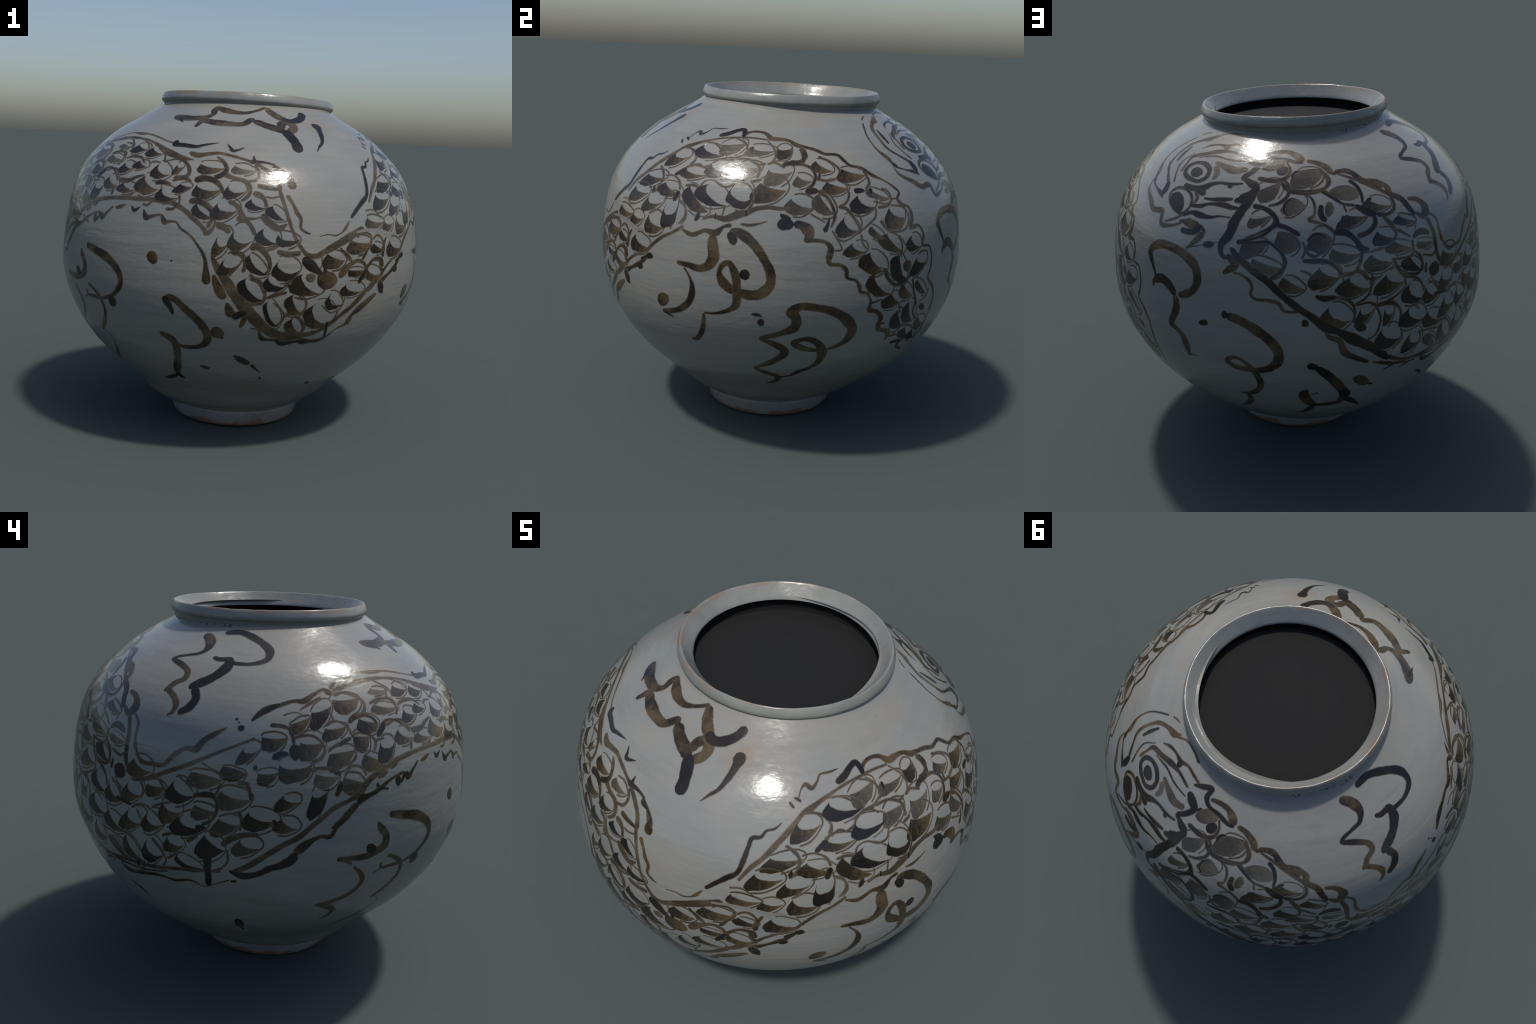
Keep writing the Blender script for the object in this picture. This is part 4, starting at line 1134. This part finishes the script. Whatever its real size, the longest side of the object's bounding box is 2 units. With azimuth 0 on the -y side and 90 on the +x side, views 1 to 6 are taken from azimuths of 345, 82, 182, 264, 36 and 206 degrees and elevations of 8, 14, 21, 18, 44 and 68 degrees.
arc('brown', (203.4, 1.412, 17), (203.3, 1.382, 21), (200.8, 1.350, 20), (197.2, 1.336, 24))
arc('brown', (206.2, 1.402, 17), (208.4, 1.361, 21), (209.3, 1.328, 14), (208.3, 1.303, 10))
arc('brown', (209.8, 1.342, 13), (211.7, 1.322, 12), (214.1, 1.298, 8))
arc('black', (190.9, 1.363, 28), (194.1, 1.355, 29), (196.7, 1.321, 20), (197.9, 1.288, 29), (200.3, 1.278, 14))
arc('brown', (198.2, 1.277, 17), (197.2, 1.225, 15), (195.6, 1.189, 15), (191.1, 1.184, 22))
arc('olive', (198.5, 1.268, 8), (202.3, 1.269, 9), (205.5, 1.278, 7))
arc('brown', (182.0, 1.328, 9), (182.6, 1.297, 10), (181.7, 1.256, 9))
arc('black', (181.9, 1.250, 14), (184.6, 1.247, 20), (187.9, 1.245, 18), (190.6, 1.218, 13), (192.2, 1.183, 14))
arc('brown', (214.3, 1.247, 8), (213.6, 1.221, 11), (211.7, 1.216, 9), (206.7, 1.220, 13))
arc('brown', (214.4, 1.286, 15), (214.3, 1.242, 12), (216.4, 1.206, 14), (217.0, 1.162, 14), (215.4, 1.132, 14), (210.4, 1.145, 10))
arc('olive', (217.2, 1.355, 6), (216.0, 1.326, 6))
arc('black', (214.7, 1.291, 18), (216.7, 1.308, 26), (218.8, 1.309, 27), (221.4, 1.292, 17))
arc('olive', (217.4, 1.208, 9), (221.5, 1.192, 11), (222.8, 1.210, 8))
arc('brown', (195.6, 1.194, 15), (197.7, 1.185, 18), (199.4, 1.148, 17))
arc('brown', (200.1, 1.140, 15), (203.6, 1.160, 5))
arc('brown', (207.4, 1.212, 15), (208.8, 1.168, 15), (210.8, 1.126, 15))
arc('black', (202.1, 1.452, 11), (202.9, 1.468, 17), (204.3, 1.476, 9))
arc('black', (187.8, 1.465, 19), (187.5, 1.428, 26), (188.8, 1.404, 22))
arc('black', (194.2, 1.421, 15), (193.3, 1.395, 13), (193.8, 1.370, 8))
arc('black', (218.6, 1.167, 10), (218.1, 1.121, 17))
arc('black', (211.4, 1.394, 10), (210.9, 1.366, 12))
arc('black', (183.3, 1.328, 11), (184.8, 1.352, 14), (186.5, 1.356, 12), (188.2, 1.340, 8))
arc('black', (179.2, 1.552, 6), (178.9, 1.568, 14), (179.8, 1.580, 14), (181.3, 1.586, 7))
arc('brown', (175.0, 1.548, 13), (177.2, 1.522, 21), (181.7, 1.506, 13), (186.7, 1.510, 14), (190.2, 1.528, 13), (191.0, 1.559, 14), (188.7, 1.586, 15))
arc('brown', (167.1, 1.462, 18), (170.7, 1.452, 18), (173.9, 1.429, 16), (173.9, 1.394, 16), (170.3, 1.360, 12), (165.9, 1.330, 11))
arc('black', (188.4, 1.513, 15), (190.5, 1.497, 14), (194.0, 1.468, 12))
arc('olive', (267.2, 1.436, 7), (270.6, 1.447, 5), (273.7, 1.430, 4))
arc('olive', (282.7, 1.502, 12), (285.5, 1.512, 14), (289.4, 1.498, 15), (291.6, 1.474, 15), (291.2, 1.447, 15), (289.0, 1.426, 14))
arc('brown', (285.4, 1.404, 19), (286.9, 1.421, 23), (290.7, 1.429, 17), (293.2, 1.412, 13), (294.0, 1.392, 11))
arc('olive', (299.6, 1.543, 6), (301.8, 1.517, 8), (300.9, 1.486, 8), (298.7, 1.475, 8))
arc('olive', (293.6, 1.467, 14), (298.0, 1.481, 12), (301.6, 1.471, 12), (302.7, 1.441, 11), (301.6, 1.414, 11))
arc('olive', (280.4, 1.446, 7), (280.9, 1.418, 9), (279.1, 1.398, 7))
arc('brown', (263.7, 1.400, 16), (267.1, 1.397, 15), (269.1, 1.384, 15), (269.7, 1.356, 13), (270.0, 1.327, 10))
arc('olive', (269.4, 1.351, 13), (271.4, 1.361, 11), (274.7, 1.363, 10), (277.0, 1.340, 11), (277.9, 1.306, 11), (276.8, 1.277, 16), (274.8, 1.263, 13))
arc('olive', (278.4, 1.396, 9), (280.3, 1.414, 9), (283.2, 1.408, 10), (285.1, 1.383, 11), (285.6, 1.358, 10))
arc('brown', (281.7, 1.323, 16), (284.0, 1.341, 16), (285.5, 1.349, 11))
arc('olive', (285.5, 1.354, 11), (287.9, 1.366, 11), (290.2, 1.358, 10), (292.2, 1.336, 10), (292.4, 1.310, 11), (291.3, 1.282, 9))
arc('olive', (278.6, 1.306, 8), (281.8, 1.333, 8))
arc('black', (296.6, 1.393, 24), (294.8, 1.366, 23), (293.3, 1.346, 22))
arc('brown', (295.2, 1.385, 14), (297.8, 1.401, 12), (300.5, 1.396, 10), (303.2, 1.371, 10), (305.0, 1.342, 11))
arc('olive', (292.0, 1.311, 9), (293.0, 1.330, 9), (295.5, 1.335, 8))
arc('olive', (274.2, 1.228, 19), (276.8, 1.240, 11), (279.4, 1.230, 12))
arc('black', (280.0, 1.220, 13), (282.0, 1.210, 13))
arc('olive', (285.9, 1.309, 6), (286.4, 1.274, 7), (283.5, 1.242, 11))
arc('black', (264.6, 1.274, 22), (266.5, 1.292, 24), (268.6, 1.295, 16))
arc('black', (275.4, 1.445, 11), (275.5, 1.407, 15))
arc('black', (288.9, 1.412, 15), (288.7, 1.382, 14))
arc('brown', (296.5, 1.209, 10), (298.7, 1.231, 14))
arc('olive', (246.8, 1.237, 8), (249.6, 1.217, 7), (252.0, 1.206, 7))
arc('olive', (240.4, 1.173, 7), (243.9, 1.135, 8), (245.2, 1.111, 7))
arc('brown', (245.1, 1.098, 16), (249.8, 1.109, 22), (251.1, 1.094, 16), (251.6, 1.052, 13), (250.1, 1.000, 12), (247.9, 0.978, 9))
arc('olive', (252.2, 1.164, 16), (251.6, 1.132, 9), (250.5, 1.097, 9))
arc('olive', (256.3, 1.171, 16), (258.5, 1.169, 17), (259.5, 1.134, 15), (259.9, 1.103, 13))
arc('olive', (257.0, 1.056, 14), (257.7, 1.020, 12), (257.5, 0.971, 9))
arc('olive', (235.3, 1.136, 14), (236.6, 1.107, 9), (237.6, 1.078, 9), (236.6, 1.047, 7))
arc('olive', (229.3, 1.109, 9), (230.6, 1.075, 10), (230.1, 1.040, 8))
arc('olive', (227.0, 0.981, 9), (229.1, 1.002, 12), (232.4, 1.007, 10), (233.3, 0.990, 8))
arc('black', (221.1, 1.004, 19), (224.6, 1.000, 17), (226.9, 0.993, 10))
arc('olive', (233.7, 0.997, 9), (236.6, 0.969, 11), (237.9, 0.940, 9))
arc('black', (246.3, 0.965, 19), (247.6, 0.966, 22), (249.0, 0.970, 12))
arc('olive', (237.2, 0.897, 14), (240.1, 0.920, 11), (241.5, 0.942, 9))
arc('olive', (233.6, 1.008, 11), (236.6, 1.036, 10), (239.2, 1.050, 8))
arc('olive', (244.1, 0.894, 19), (247.1, 0.931, 12))
arc('olive', (253.1, 0.901, 23), (255.4, 0.934, 24), (258.7, 0.956, 22), (262.1, 0.960, 14))
arc('olive', (238.4, 0.792, 11), (241.6, 0.831, 11))
arc('olive', (254.5, 0.887, 9), (254.6, 0.827, 9), (252.2, 0.776, 8))
arc('olive', (234.1, 0.873, 14), (236.7, 0.829, 13), (237.9, 0.783, 10), (236.7, 0.744, 8))
arc('olive', (223.5, 0.864, 11), (227.2, 0.846, 9), (230.2, 0.785, 8))
arc('olive', (228.8, 0.983, 8), (230.7, 0.940, 8))
arc('olive', (215.0, 0.842, 9), (220.2, 0.834, 10), (224.1, 0.817, 8))
arc('olive', (219.9, 1.095, 8), (222.3, 1.053, 9), (222.9, 1.027, 8))
arc('olive', (250.6, 0.771, 8), (252.9, 0.791, 9))
arc('black', (282.1, 1.183, 16), (281.5, 1.150, 24), (280.6, 1.121, 16))
arc('black', (267.7, 1.127, 8), (266.1, 1.082, 21), (266.0, 1.065, 14))
arc('black', (265.2, 1.027, 13), (266.5, 1.001, 21))
arc('olive', (278.1, 1.235, 13), (275.1, 1.239, 12))
arc('olive', (282.7, 1.190, 6), (284.9, 1.239, 10), (287.7, 1.230, 10), (289.0, 1.196, 9))
# --- collar brush strokes: (azimuth, height, width mm)
collar('black', (161.7, 1.555, 20), (164.7, 1.534, 32), (166.9, 1.524, 37), (166.0, 1.494, 52), (165.0, 1.463, 49), (163.2, 1.421, 46), (162.2, 1.376, 49), (161.1, 1.334, 52), (159.6, 1.302, 37), (159.8, 1.263, 26), (161.3, 1.241, 20))
collar('black', (160.7, 1.472, 29), (163.5, 1.476, 40), (165.1, 1.480, 40))
collar('black', (159.0, 1.645, 13), (162.5, 1.655, 29), (166.8, 1.664, 32), (167.1, 1.643, 30), (169.7, 1.629, 22), (175.2, 1.624, 24), (180.1, 1.614, 24), (183.0, 1.613, 20))
collar('black', (159.5, 1.626, 34), (162.7, 1.614, 47), (165.4, 1.601, 41), (164.1, 1.579, 33), (161.5, 1.554, 28), (164.1, 1.545, 25), (166.8, 1.533, 26), (166.0, 1.505, 42), (162.1, 1.482, 34))
collar('black', (168.0, 1.615, 12), (166.8, 1.602, 23))
collar('brown', (166.6, 1.557, 27), (169.8, 1.552, 28), (173.7, 1.551, 30), (176.8, 1.563, 24), (177.9, 1.590, 15), (176.4, 1.614, 13))
collar('black', (161.2, 1.367, 55), (163.3, 1.422, 49), (164.8, 1.465, 48))
# --- face brush strokes: (azimuth, height, width mm)
face('black', (139.5, 1.498, 21), (144.2, 1.493, 27), (147.7, 1.499, 34), (150.5, 1.518, 23), (153.6, 1.528, 15), (157.5, 1.528, 15), (162.0, 1.535, 10))
face('black', (150.0, 1.465, 9), (153.2, 1.466, 15), (157.2, 1.471, 21), (160.2, 1.477, 14))
face('black', (146.4, 1.430, 16), (150.1, 1.435, 19), (152.5, 1.447, 13), (157.3, 1.452, 23), (160.9, 1.445, 20), (163.4, 1.446, 8))
face('black', (144.8, 1.387, 16), (147.8, 1.405, 19), (150.7, 1.401, 27), (154.4, 1.399, 15), (157.2, 1.408, 8), (160.9, 1.409, 5))
face('black', (145.5, 1.328, 23), (149.6, 1.330, 28), (152.1, 1.355, 36))
face('brown', (144.0, 1.359, 8), (147.7, 1.374, 14), (151.3, 1.361, 20))
face('brown', (153.6, 1.335, 30), (151.1, 1.292, 24), (148.6, 1.254, 8))
face('brown', (149.3, 1.263, 5), (153.8, 1.285, 5), (158.5, 1.308, 3))
face('olive', (121.5, 1.473, 5), (122.8, 1.437, 14), (127.6, 1.402, 26), (131.1, 1.374, 26), (135.8, 1.378, 25), (136.5, 1.347, 22), (137.3, 1.327, 22), (141.6, 1.335, 15), (145.3, 1.357, 9))
face('olive', (138.3, 1.342, 11), (142.7, 1.371, 12), (146.2, 1.407, 15))
face('brown', (118.5, 1.550, 6), (121.8, 1.508, 14), (122.3, 1.476, 13), (126.6, 1.455, 9), (131.0, 1.440, 21), (133.0, 1.427, 7))
face('black', (131.5, 1.492, 25), (132.2, 1.457, 33), (131.7, 1.431, 16))
face('olive', (144.7, 1.494, 12), (147.6, 1.460, 18), (146.7, 1.433, 15))
face('brown', (123.7, 1.468, 19), (120.8, 1.507, 13), (118.5, 1.553, 11), (118.3, 1.600, 8), (121.3, 1.642, 9), (123.2, 1.658, 5))
face('brown', (124.6, 1.669, 6), (126.8, 1.679, 8), (129.6, 1.686, 4))
face('brown', (131.3, 1.488, 21), (127.7, 1.518, 12), (124.5, 1.547, 17), (123.8, 1.587, 16), (125.1, 1.630, 19), (129.4, 1.654, 19), (133.9, 1.667, 29), (136.1, 1.684, 5))
face('brown', (135.4, 1.669, 10), (140.1, 1.691, 9), (147.2, 1.696, 10), (153.9, 1.688, 15))
face('black', (127.0, 1.567, 14), (127.0, 1.600, 18), (127.4, 1.628, 11))
face('brown', (134.0, 1.495, 12), (131.9, 1.530, 10), (130.5, 1.570, 9), (133.1, 1.611, 3))
face('brown', (133.9, 1.538, 18), (133.8, 1.575, 12), (134.0, 1.597, 22), (138.9, 1.615, 22), (144.2, 1.630, 27), (150.4, 1.637, 15), (158.0, 1.630, 12))
face('brown', (134.4, 1.629, 3), (137.9, 1.646, 15), (142.6, 1.654, 11), (146.7, 1.654, 20), (151.0, 1.663, 13), (156.7, 1.659, 14), (160.8, 1.655, 13))
face('brown', (137.6, 1.601, 7), (144.9, 1.615, 10), (152.1, 1.611, 9), (159.7, 1.610, 7))
face('pale', (147.2, 1.596, 15), (153.2, 1.584, 33), (157.4, 1.576, 35), (162.1, 1.585, 27))
face('pale', (148.4, 1.585, 24), (150.6, 1.559, 28), (150.1, 1.536, 18))
face('brown', (144.3, 1.366, 9), (148.5, 1.356, 25), (152.6, 1.352, 21), (154.3, 1.334, 5))
# --- eye_ring brush strokes: (azimuth, height, width mm)
eye_ring('black', (139.4, 1.524, 22), (136.5, 1.538, 23), (135.9, 1.560, 22), (138.1, 1.580, 19), (142.6, 1.585, 22), (146.6, 1.568, 23), (147.1, 1.541, 23), (144.7, 1.521, 20), (139.4, 1.524, 22))
eye_ring('brown', (137.0, 1.425, 12), (135.7, 1.458, 16), (138.0, 1.482, 16), (142.6, 1.480, 13), (145.7, 1.456, 14), (146.1, 1.422, 14), (144.1, 1.393, 13), (140.1, 1.401, 12), (137.0, 1.425, 12))
# --- claw brush strokes: (azimuth, height, width mm)
claw('brown', (295.8, 1.016, 26), (300.2, 1.000, 35), (305.1, 0.980, 41), (309.0, 0.945, 37), (311.3, 0.901, 31), (311.5, 0.857, 28), (308.6, 0.799, 20), (305.5, 0.775, 16), (302.4, 0.762, 17), (298.4, 0.761, 16), (295.3, 0.763, 13), (294.9, 0.790, 9))
claw('brown', (296.6, 0.822, 16), (300.3, 0.789, 19), (302.2, 0.756, 21), (302.9, 0.704, 19), (301.1, 0.644, 23), (296.6, 0.575, 20))
claw('olive', (298.1, 0.581, 4), (300.3, 0.541, 5), (299.8, 0.510, 9), (297.0, 0.454, 19), (289.1, 0.377, 14))
claw('black', (325.9, 0.829, 31), (326.7, 0.803, 33), (327.8, 0.773, 24), (328.3, 0.741, 12))
claw('brown', (326.4, 0.826, 28), (328.9, 0.819, 30), (332.1, 0.774, 33), (335.2, 0.728, 37), (337.4, 0.678, 36), (338.0, 0.631, 34), (336.5, 0.593, 28), (333.2, 0.575, 23), (329.9, 0.574, 22), (327.7, 0.584, 16))
claw('brown', (323.1, 0.637, 17), (324.7, 0.627, 31), (326.6, 0.610, 38), (327.6, 0.577, 38), (327.4, 0.524, 33), (326.0, 0.458, 36), (324.1, 0.397, 32))
claw('black', (323.9, 0.400, 29), (324.8, 0.372, 26), (326.2, 0.361, 12))
claw('brown', (323.5, 0.382, 20), (319.1, 0.352, 24), (315.7, 0.337, 16))
claw('brown', (85.1, 0.803, 41), (85.7, 0.836, 47), (87.6, 0.861, 35), (91.7, 0.856, 33), (96.8, 0.834, 37), (100.8, 0.790, 46), (103.3, 0.731, 46), (102.6, 0.680, 38), (100.3, 0.646, 26), (97.0, 0.622, 15))
claw('brown', (85.5, 0.836, 35), (86.8, 0.797, 42), (86.5, 0.753, 42), (83.3, 0.721, 30), (80.1, 0.701, 25), (77.4, 0.684, 19), (80.9, 0.656, 31), (83.8, 0.625, 40), (84.3, 0.601, 38), (81.9, 0.554, 36), (78.2, 0.515, 29), (75.3, 0.486, 21), (79.0, 0.451, 33), (82.9, 0.422, 28), (81.3, 0.368, 24), (78.4, 0.354, 8))
claw('brown', (96.7, 0.618, 18), (92.7, 0.620, 22), (88.8, 0.639, 34), (86.7, 0.665, 27), (88.5, 0.683, 25), (91.0, 0.687, 28), (93.8, 0.660, 34), (95.6, 0.611, 44), (95.4, 0.543, 32), (93.1, 0.498, 23), (89.6, 0.469, 28), (87.2, 0.436, 17), (83.6, 0.420, 15))
claw('brown', (63.0, 1.164, 33), (63.4, 1.113, 50), (63.8, 1.064, 50), (62.2, 1.020, 39), (59.6, 1.004, 30), (56.4, 1.011, 25), (52.7, 1.015, 17))
claw('brown', (55.0, 0.999, 6), (57.2, 0.949, 14), (57.9, 0.895, 28), (56.7, 0.833, 31), (53.2, 0.782, 27), (48.3, 0.755, 22), (46.8, 0.753, 14))
claw('black', (46.8, 0.752, 14), (49.0, 0.742, 14), (51.0, 0.730, 2))
claw('brown', (67.8, 1.187, 35), (70.1, 1.188, 36), (72.7, 1.167, 44), (75.2, 1.131, 38), (77.8, 1.071, 36), (79.4, 1.015, 38), (79.4, 0.961, 41), (77.1, 0.917, 44), (74.5, 0.906, 44), (71.4, 0.914, 36), (68.6, 0.930, 41), (66.4, 0.965, 39), (65.7, 1.000, 23), (66.5, 1.034, 23), (68.1, 1.047, 24), (69.5, 1.019, 34), (70.5, 0.967, 35), (70.7, 0.907, 36), (70.5, 0.853, 33), (68.6, 0.823, 21), (65.3, 0.799, 14), (61.2, 0.789, 8))
claw('black', (67.5, 1.184, 29), (68.7, 1.160, 39), (69.4, 1.131, 23))
claw('brown', (61.1, 0.787, 11), (60.7, 0.731, 22), (59.2, 0.668, 22), (56.9, 0.629, 22), (55.4, 0.628, 10))
claw('brown', (134.2, 1.189, 28), (136.5, 1.226, 36), (140.2, 1.247, 37), (144.9, 1.242, 36), (149.3, 1.221, 42), (152.3, 1.184, 42), (153.2, 1.135, 38), (152.3, 1.084, 33), (149.8, 1.050, 33), (146.9, 1.032, 24))
claw('black', (134.4, 1.202, 30), (135.5, 1.170, 28), (136.8, 1.133, 19), (138.0, 1.093, 12))
claw('black', (137.3, 1.069, 32), (140.8, 1.088, 43), (143.9, 1.064, 39), (145.8, 1.028, 33))
claw('brown', (145.8, 1.028, 33), (146.2, 0.973, 36), (145.0, 0.922, 34), (143.8, 0.876, 30), (145.6, 0.858, 24), (147.6, 0.826, 32), (148.3, 0.772, 34), (148.5, 0.716, 18))
claw('black', (148.4, 0.727, 6), (151.6, 0.728, 2))
claw('black', (137.3, 1.072, 27), (137.0, 1.034, 6))
claw('black', (160.5, 0.987, 42), (162.2, 0.984, 37))
claw('brown', (161.8, 0.985, 35), (166.4, 0.961, 40), (170.4, 0.921, 44), (173.7, 0.874, 44), (175.6, 0.815, 43), (175.2, 0.763, 42), (172.6, 0.720, 37), (169.3, 0.704, 31), (166.4, 0.703, 27), (163.1, 0.713, 30), (161.0, 0.741, 26), (162.4, 0.765, 19), (164.6, 0.764, 19), (167.3, 0.725, 25), (169.1, 0.672, 31), (169.8, 0.612, 29), (168.1, 0.559, 28), (165.2, 0.529, 25), (162.4, 0.525, 5))
claw('brown', (164.6, 0.527, 17), (165.2, 0.485, 26), (162.6, 0.419, 23), (159.3, 0.389, 5))
claw('black', (183.2, 0.746, 39), (186.1, 0.731, 34))
claw('brown', (185.7, 0.733, 35), (189.5, 0.670, 43), (193.1, 0.591, 44), (195.4, 0.526, 47), (194.1, 0.472, 39), (189.9, 0.459, 33), (186.1, 0.459, 33), (183.8, 0.496, 50), (182.5, 0.549, 44), (183.3, 0.585, 24))
claw('brown', (185.7, 0.447, 35), (183.3, 0.388, 27), (180.3, 0.368, 10))
claw('black', (195.6, 0.500, 37), (199.2, 0.458, 29), (203.1, 0.399, 3))
claw('black', (184.8, 0.541, 5), (186.8, 0.560, 7))
claw('brown', (307.5, 1.669, 33), (312.7, 1.660, 53), (319.6, 1.658, 49), (326.7, 1.667, 35), (329.2, 1.683, 27), (328.7, 1.703, 31), (329.6, 1.717, 27), (334.5, 1.706, 42), (340.7, 1.696, 39), (346.6, 1.695, 26), (352.0, 1.706, 17), (359.2, 1.727, 17))
claw('black', (316.7, 1.636, 3), (314.0, 1.650, 23), (311.1, 1.665, 32))
claw('brown', (359.2, 1.726, 23), (361.6, 1.700, 46), (364.6, 1.679, 45), (367.7, 1.665, 44))
claw('black', (5.7, 1.675, 42), (8.1, 1.663, 45), (11.4, 1.663, 40), (15.3, 1.673, 39), (18.8, 1.689, 37), (21.4, 1.710, 31))
claw('brown', (324.7, 1.615, 20), (325.4, 1.632, 27), (326.3, 1.647, 34), (332.5, 1.641, 50), (340.3, 1.636, 45), (345.7, 1.638, 35), (349.5, 1.660, 37), (351.4, 1.661, 37))
claw('brown', (350.9, 1.658, 40), (355.7, 1.637, 51), (360.7, 1.620, 50), (363.8, 1.607, 50))
claw('black', (3.5, 1.616, 50), (5.4, 1.575, 50), (6.1, 1.542, 50), (5.6, 1.513, 48))
claw('brown', (2.9, 1.623, 34), (3.7, 1.645, 42), (6.5, 1.655, 44), (8.7, 1.649, 43), (8.8, 1.630, 43), (7.1, 1.616, 41), (4.6, 1.604, 36))
claw('black', (20.8, 1.654, 41), (21.8, 1.644, 50), (21.1, 1.620, 29), (19.6, 1.592, 23), (17.6, 1.562, 15), (15.4, 1.543, 11), (13.1, 1.518, 2))
claw('brown', (229.5, 1.689, 38), (234.4, 1.672, 46), (236.3, 1.647, 34), (234.6, 1.625, 20), (229.9, 1.612, 15), (226.1, 1.600, 18), (224.8, 1.587, 15))
claw('brown', (225.2, 1.591, 23), (231.0, 1.577, 26), (234.6, 1.559, 26), (235.0, 1.536, 25), (232.3, 1.513, 26), (231.1, 1.492, 25), (229.9, 1.481, 15))
claw('brown', (231.2, 1.489, 25), (234.5, 1.465, 25), (236.1, 1.439, 25), (235.7, 1.412, 17), (234.2, 1.395, 4))
claw('black', (239.5, 1.701, 24), (247.7, 1.708, 32), (256.7, 1.686, 35), (262.2, 1.655, 37), (261.8, 1.624, 28), (256.3, 1.606, 20), (249.2, 1.604, 19))
claw('black', (241.1, 1.619, 18), (243.3, 1.613, 23), (245.8, 1.614, 25), (247.8, 1.614, 34), (247.9, 1.592, 44), (245.8, 1.564, 41), (242.8, 1.538, 41), (239.6, 1.518, 38), (238.0, 1.504, 25))
claw('black', (239.8, 1.509, 32), (241.5, 1.472, 35), (240.3, 1.437, 33), (237.5, 1.412, 24))
claw('brown', (292.4, 0.990, 12), (293.3, 0.962, 28), (295.1, 0.921, 34), (295.0, 0.879, 35), (292.9, 0.856, 33), (289.6, 0.838, 29), (286.0, 0.838, 25), (281.6, 0.841, 18))
claw('brown', (282.9, 0.839, 16), (285.9, 0.810, 9))
claw('olive', (286.6, 0.795, 12), (289.2, 0.750, 20), (290.2, 0.711, 23), (289.4, 0.670, 24), (287.0, 0.631, 26), (282.9, 0.602, 30), (278.3, 0.587, 16))
claw('olive', (279.0, 0.587, 17), (282.4, 0.568, 32), (284.7, 0.537, 22), (283.7, 0.495, 15), (281.7, 0.464, 2))
claw('olive', (293.0, 0.740, 6), (295.4, 0.759, 7))
# --- claw_dab brush strokes: (azimuth, height, width mm)
claw_dab('brown', (350.8, 1.359, 24), (353.4, 1.349, 20), (357.1, 1.342, 14))
# --- blot brush strokes: (azimuth, height, width mm)
blot('black', (3.6, 1.035, 37), (5.3, 1.009, 47), (7.6, 0.978, 33), (9.4, 0.956, 17))
blot('black', (341.6, 0.639, 8), (342.8, 0.642, 11))
blot('brown', (345.7, 0.544, 9), (347.9, 0.520, 35), (350.9, 0.492, 30))
blot('black', (351.5, 0.490, 21), (353.3, 0.461, 13), (355.0, 0.439, 6))
blot('black', (10.3, 0.994, 16), (10.3, 0.961, 20))
blot('black', (202.1, 0.587, 17), (204.0, 0.571, 5))
blot('black', (256.4, 0.406, 10), (257.3, 0.377, 8))
# --- mark brush strokes: (azimuth, height, width mm)
mark('black', (39.9, 1.556, 10), (41.3, 1.539, 10))
mark('black', (41.4, 1.567, 7), (42.7, 1.561, 12), (43.5, 1.554, 7))
mark('black', (74.6, 0.812, 4), (76.1, 0.812, 16), (77.8, 0.805, 2))
mark('black', (220.7, 0.568, 7), (223.6, 0.546, 16), (226.3, 0.508, 2))
# --- drip brush strokes: (azimuth, height, width mm)
drip('black', (249.5, 0.851, 38), (249.5, 0.801, 30), (249.5, 0.747, 26), (249.3, 0.685, 23))
# --- repair brush strokes: (azimuth, height, width mm)
repair('glaze', (20.8, 1.150, 11), (25.9, 1.157, 14), (30.9, 1.148, 15), (34.9, 1.133, 15), (39.1, 1.126, 10))
# --- tick brush strokes: (azimuth, height, width mm)
tick('black', (197.0, 1.718, 6), (199.9, 1.714, 4))
tick('black', (206.4, 1.715, 7), (208.4, 1.707, 2))
tick('brown', (211.0, 1.726, 8), (213.1, 1.719, 4))
tick('brown', (215.9, 1.725, 6), (220.0, 1.722, 6))
tick('black', (222.4, 1.726, 3), (225.6, 1.720, 8))
tick('black', (228.9, 1.732, 7), (229.5, 1.720, 3))
tick('brown', (235.4, 1.734, 6), (236.9, 1.722, 6))
tick('brown', (239.1, 1.733, 6), (240.2, 1.722, 6))
tick('brown', (232.7, 1.720, 3), (240.0, 1.724, 3))
tick('black', (202.8, 1.725, 7), (202.9, 1.717, 8))
tick('black', (210.2, 1.718, 5), (209.3, 1.710, 5))
tick('brown', (240.8, 1.733, 5), (238.2, 1.727, 5))
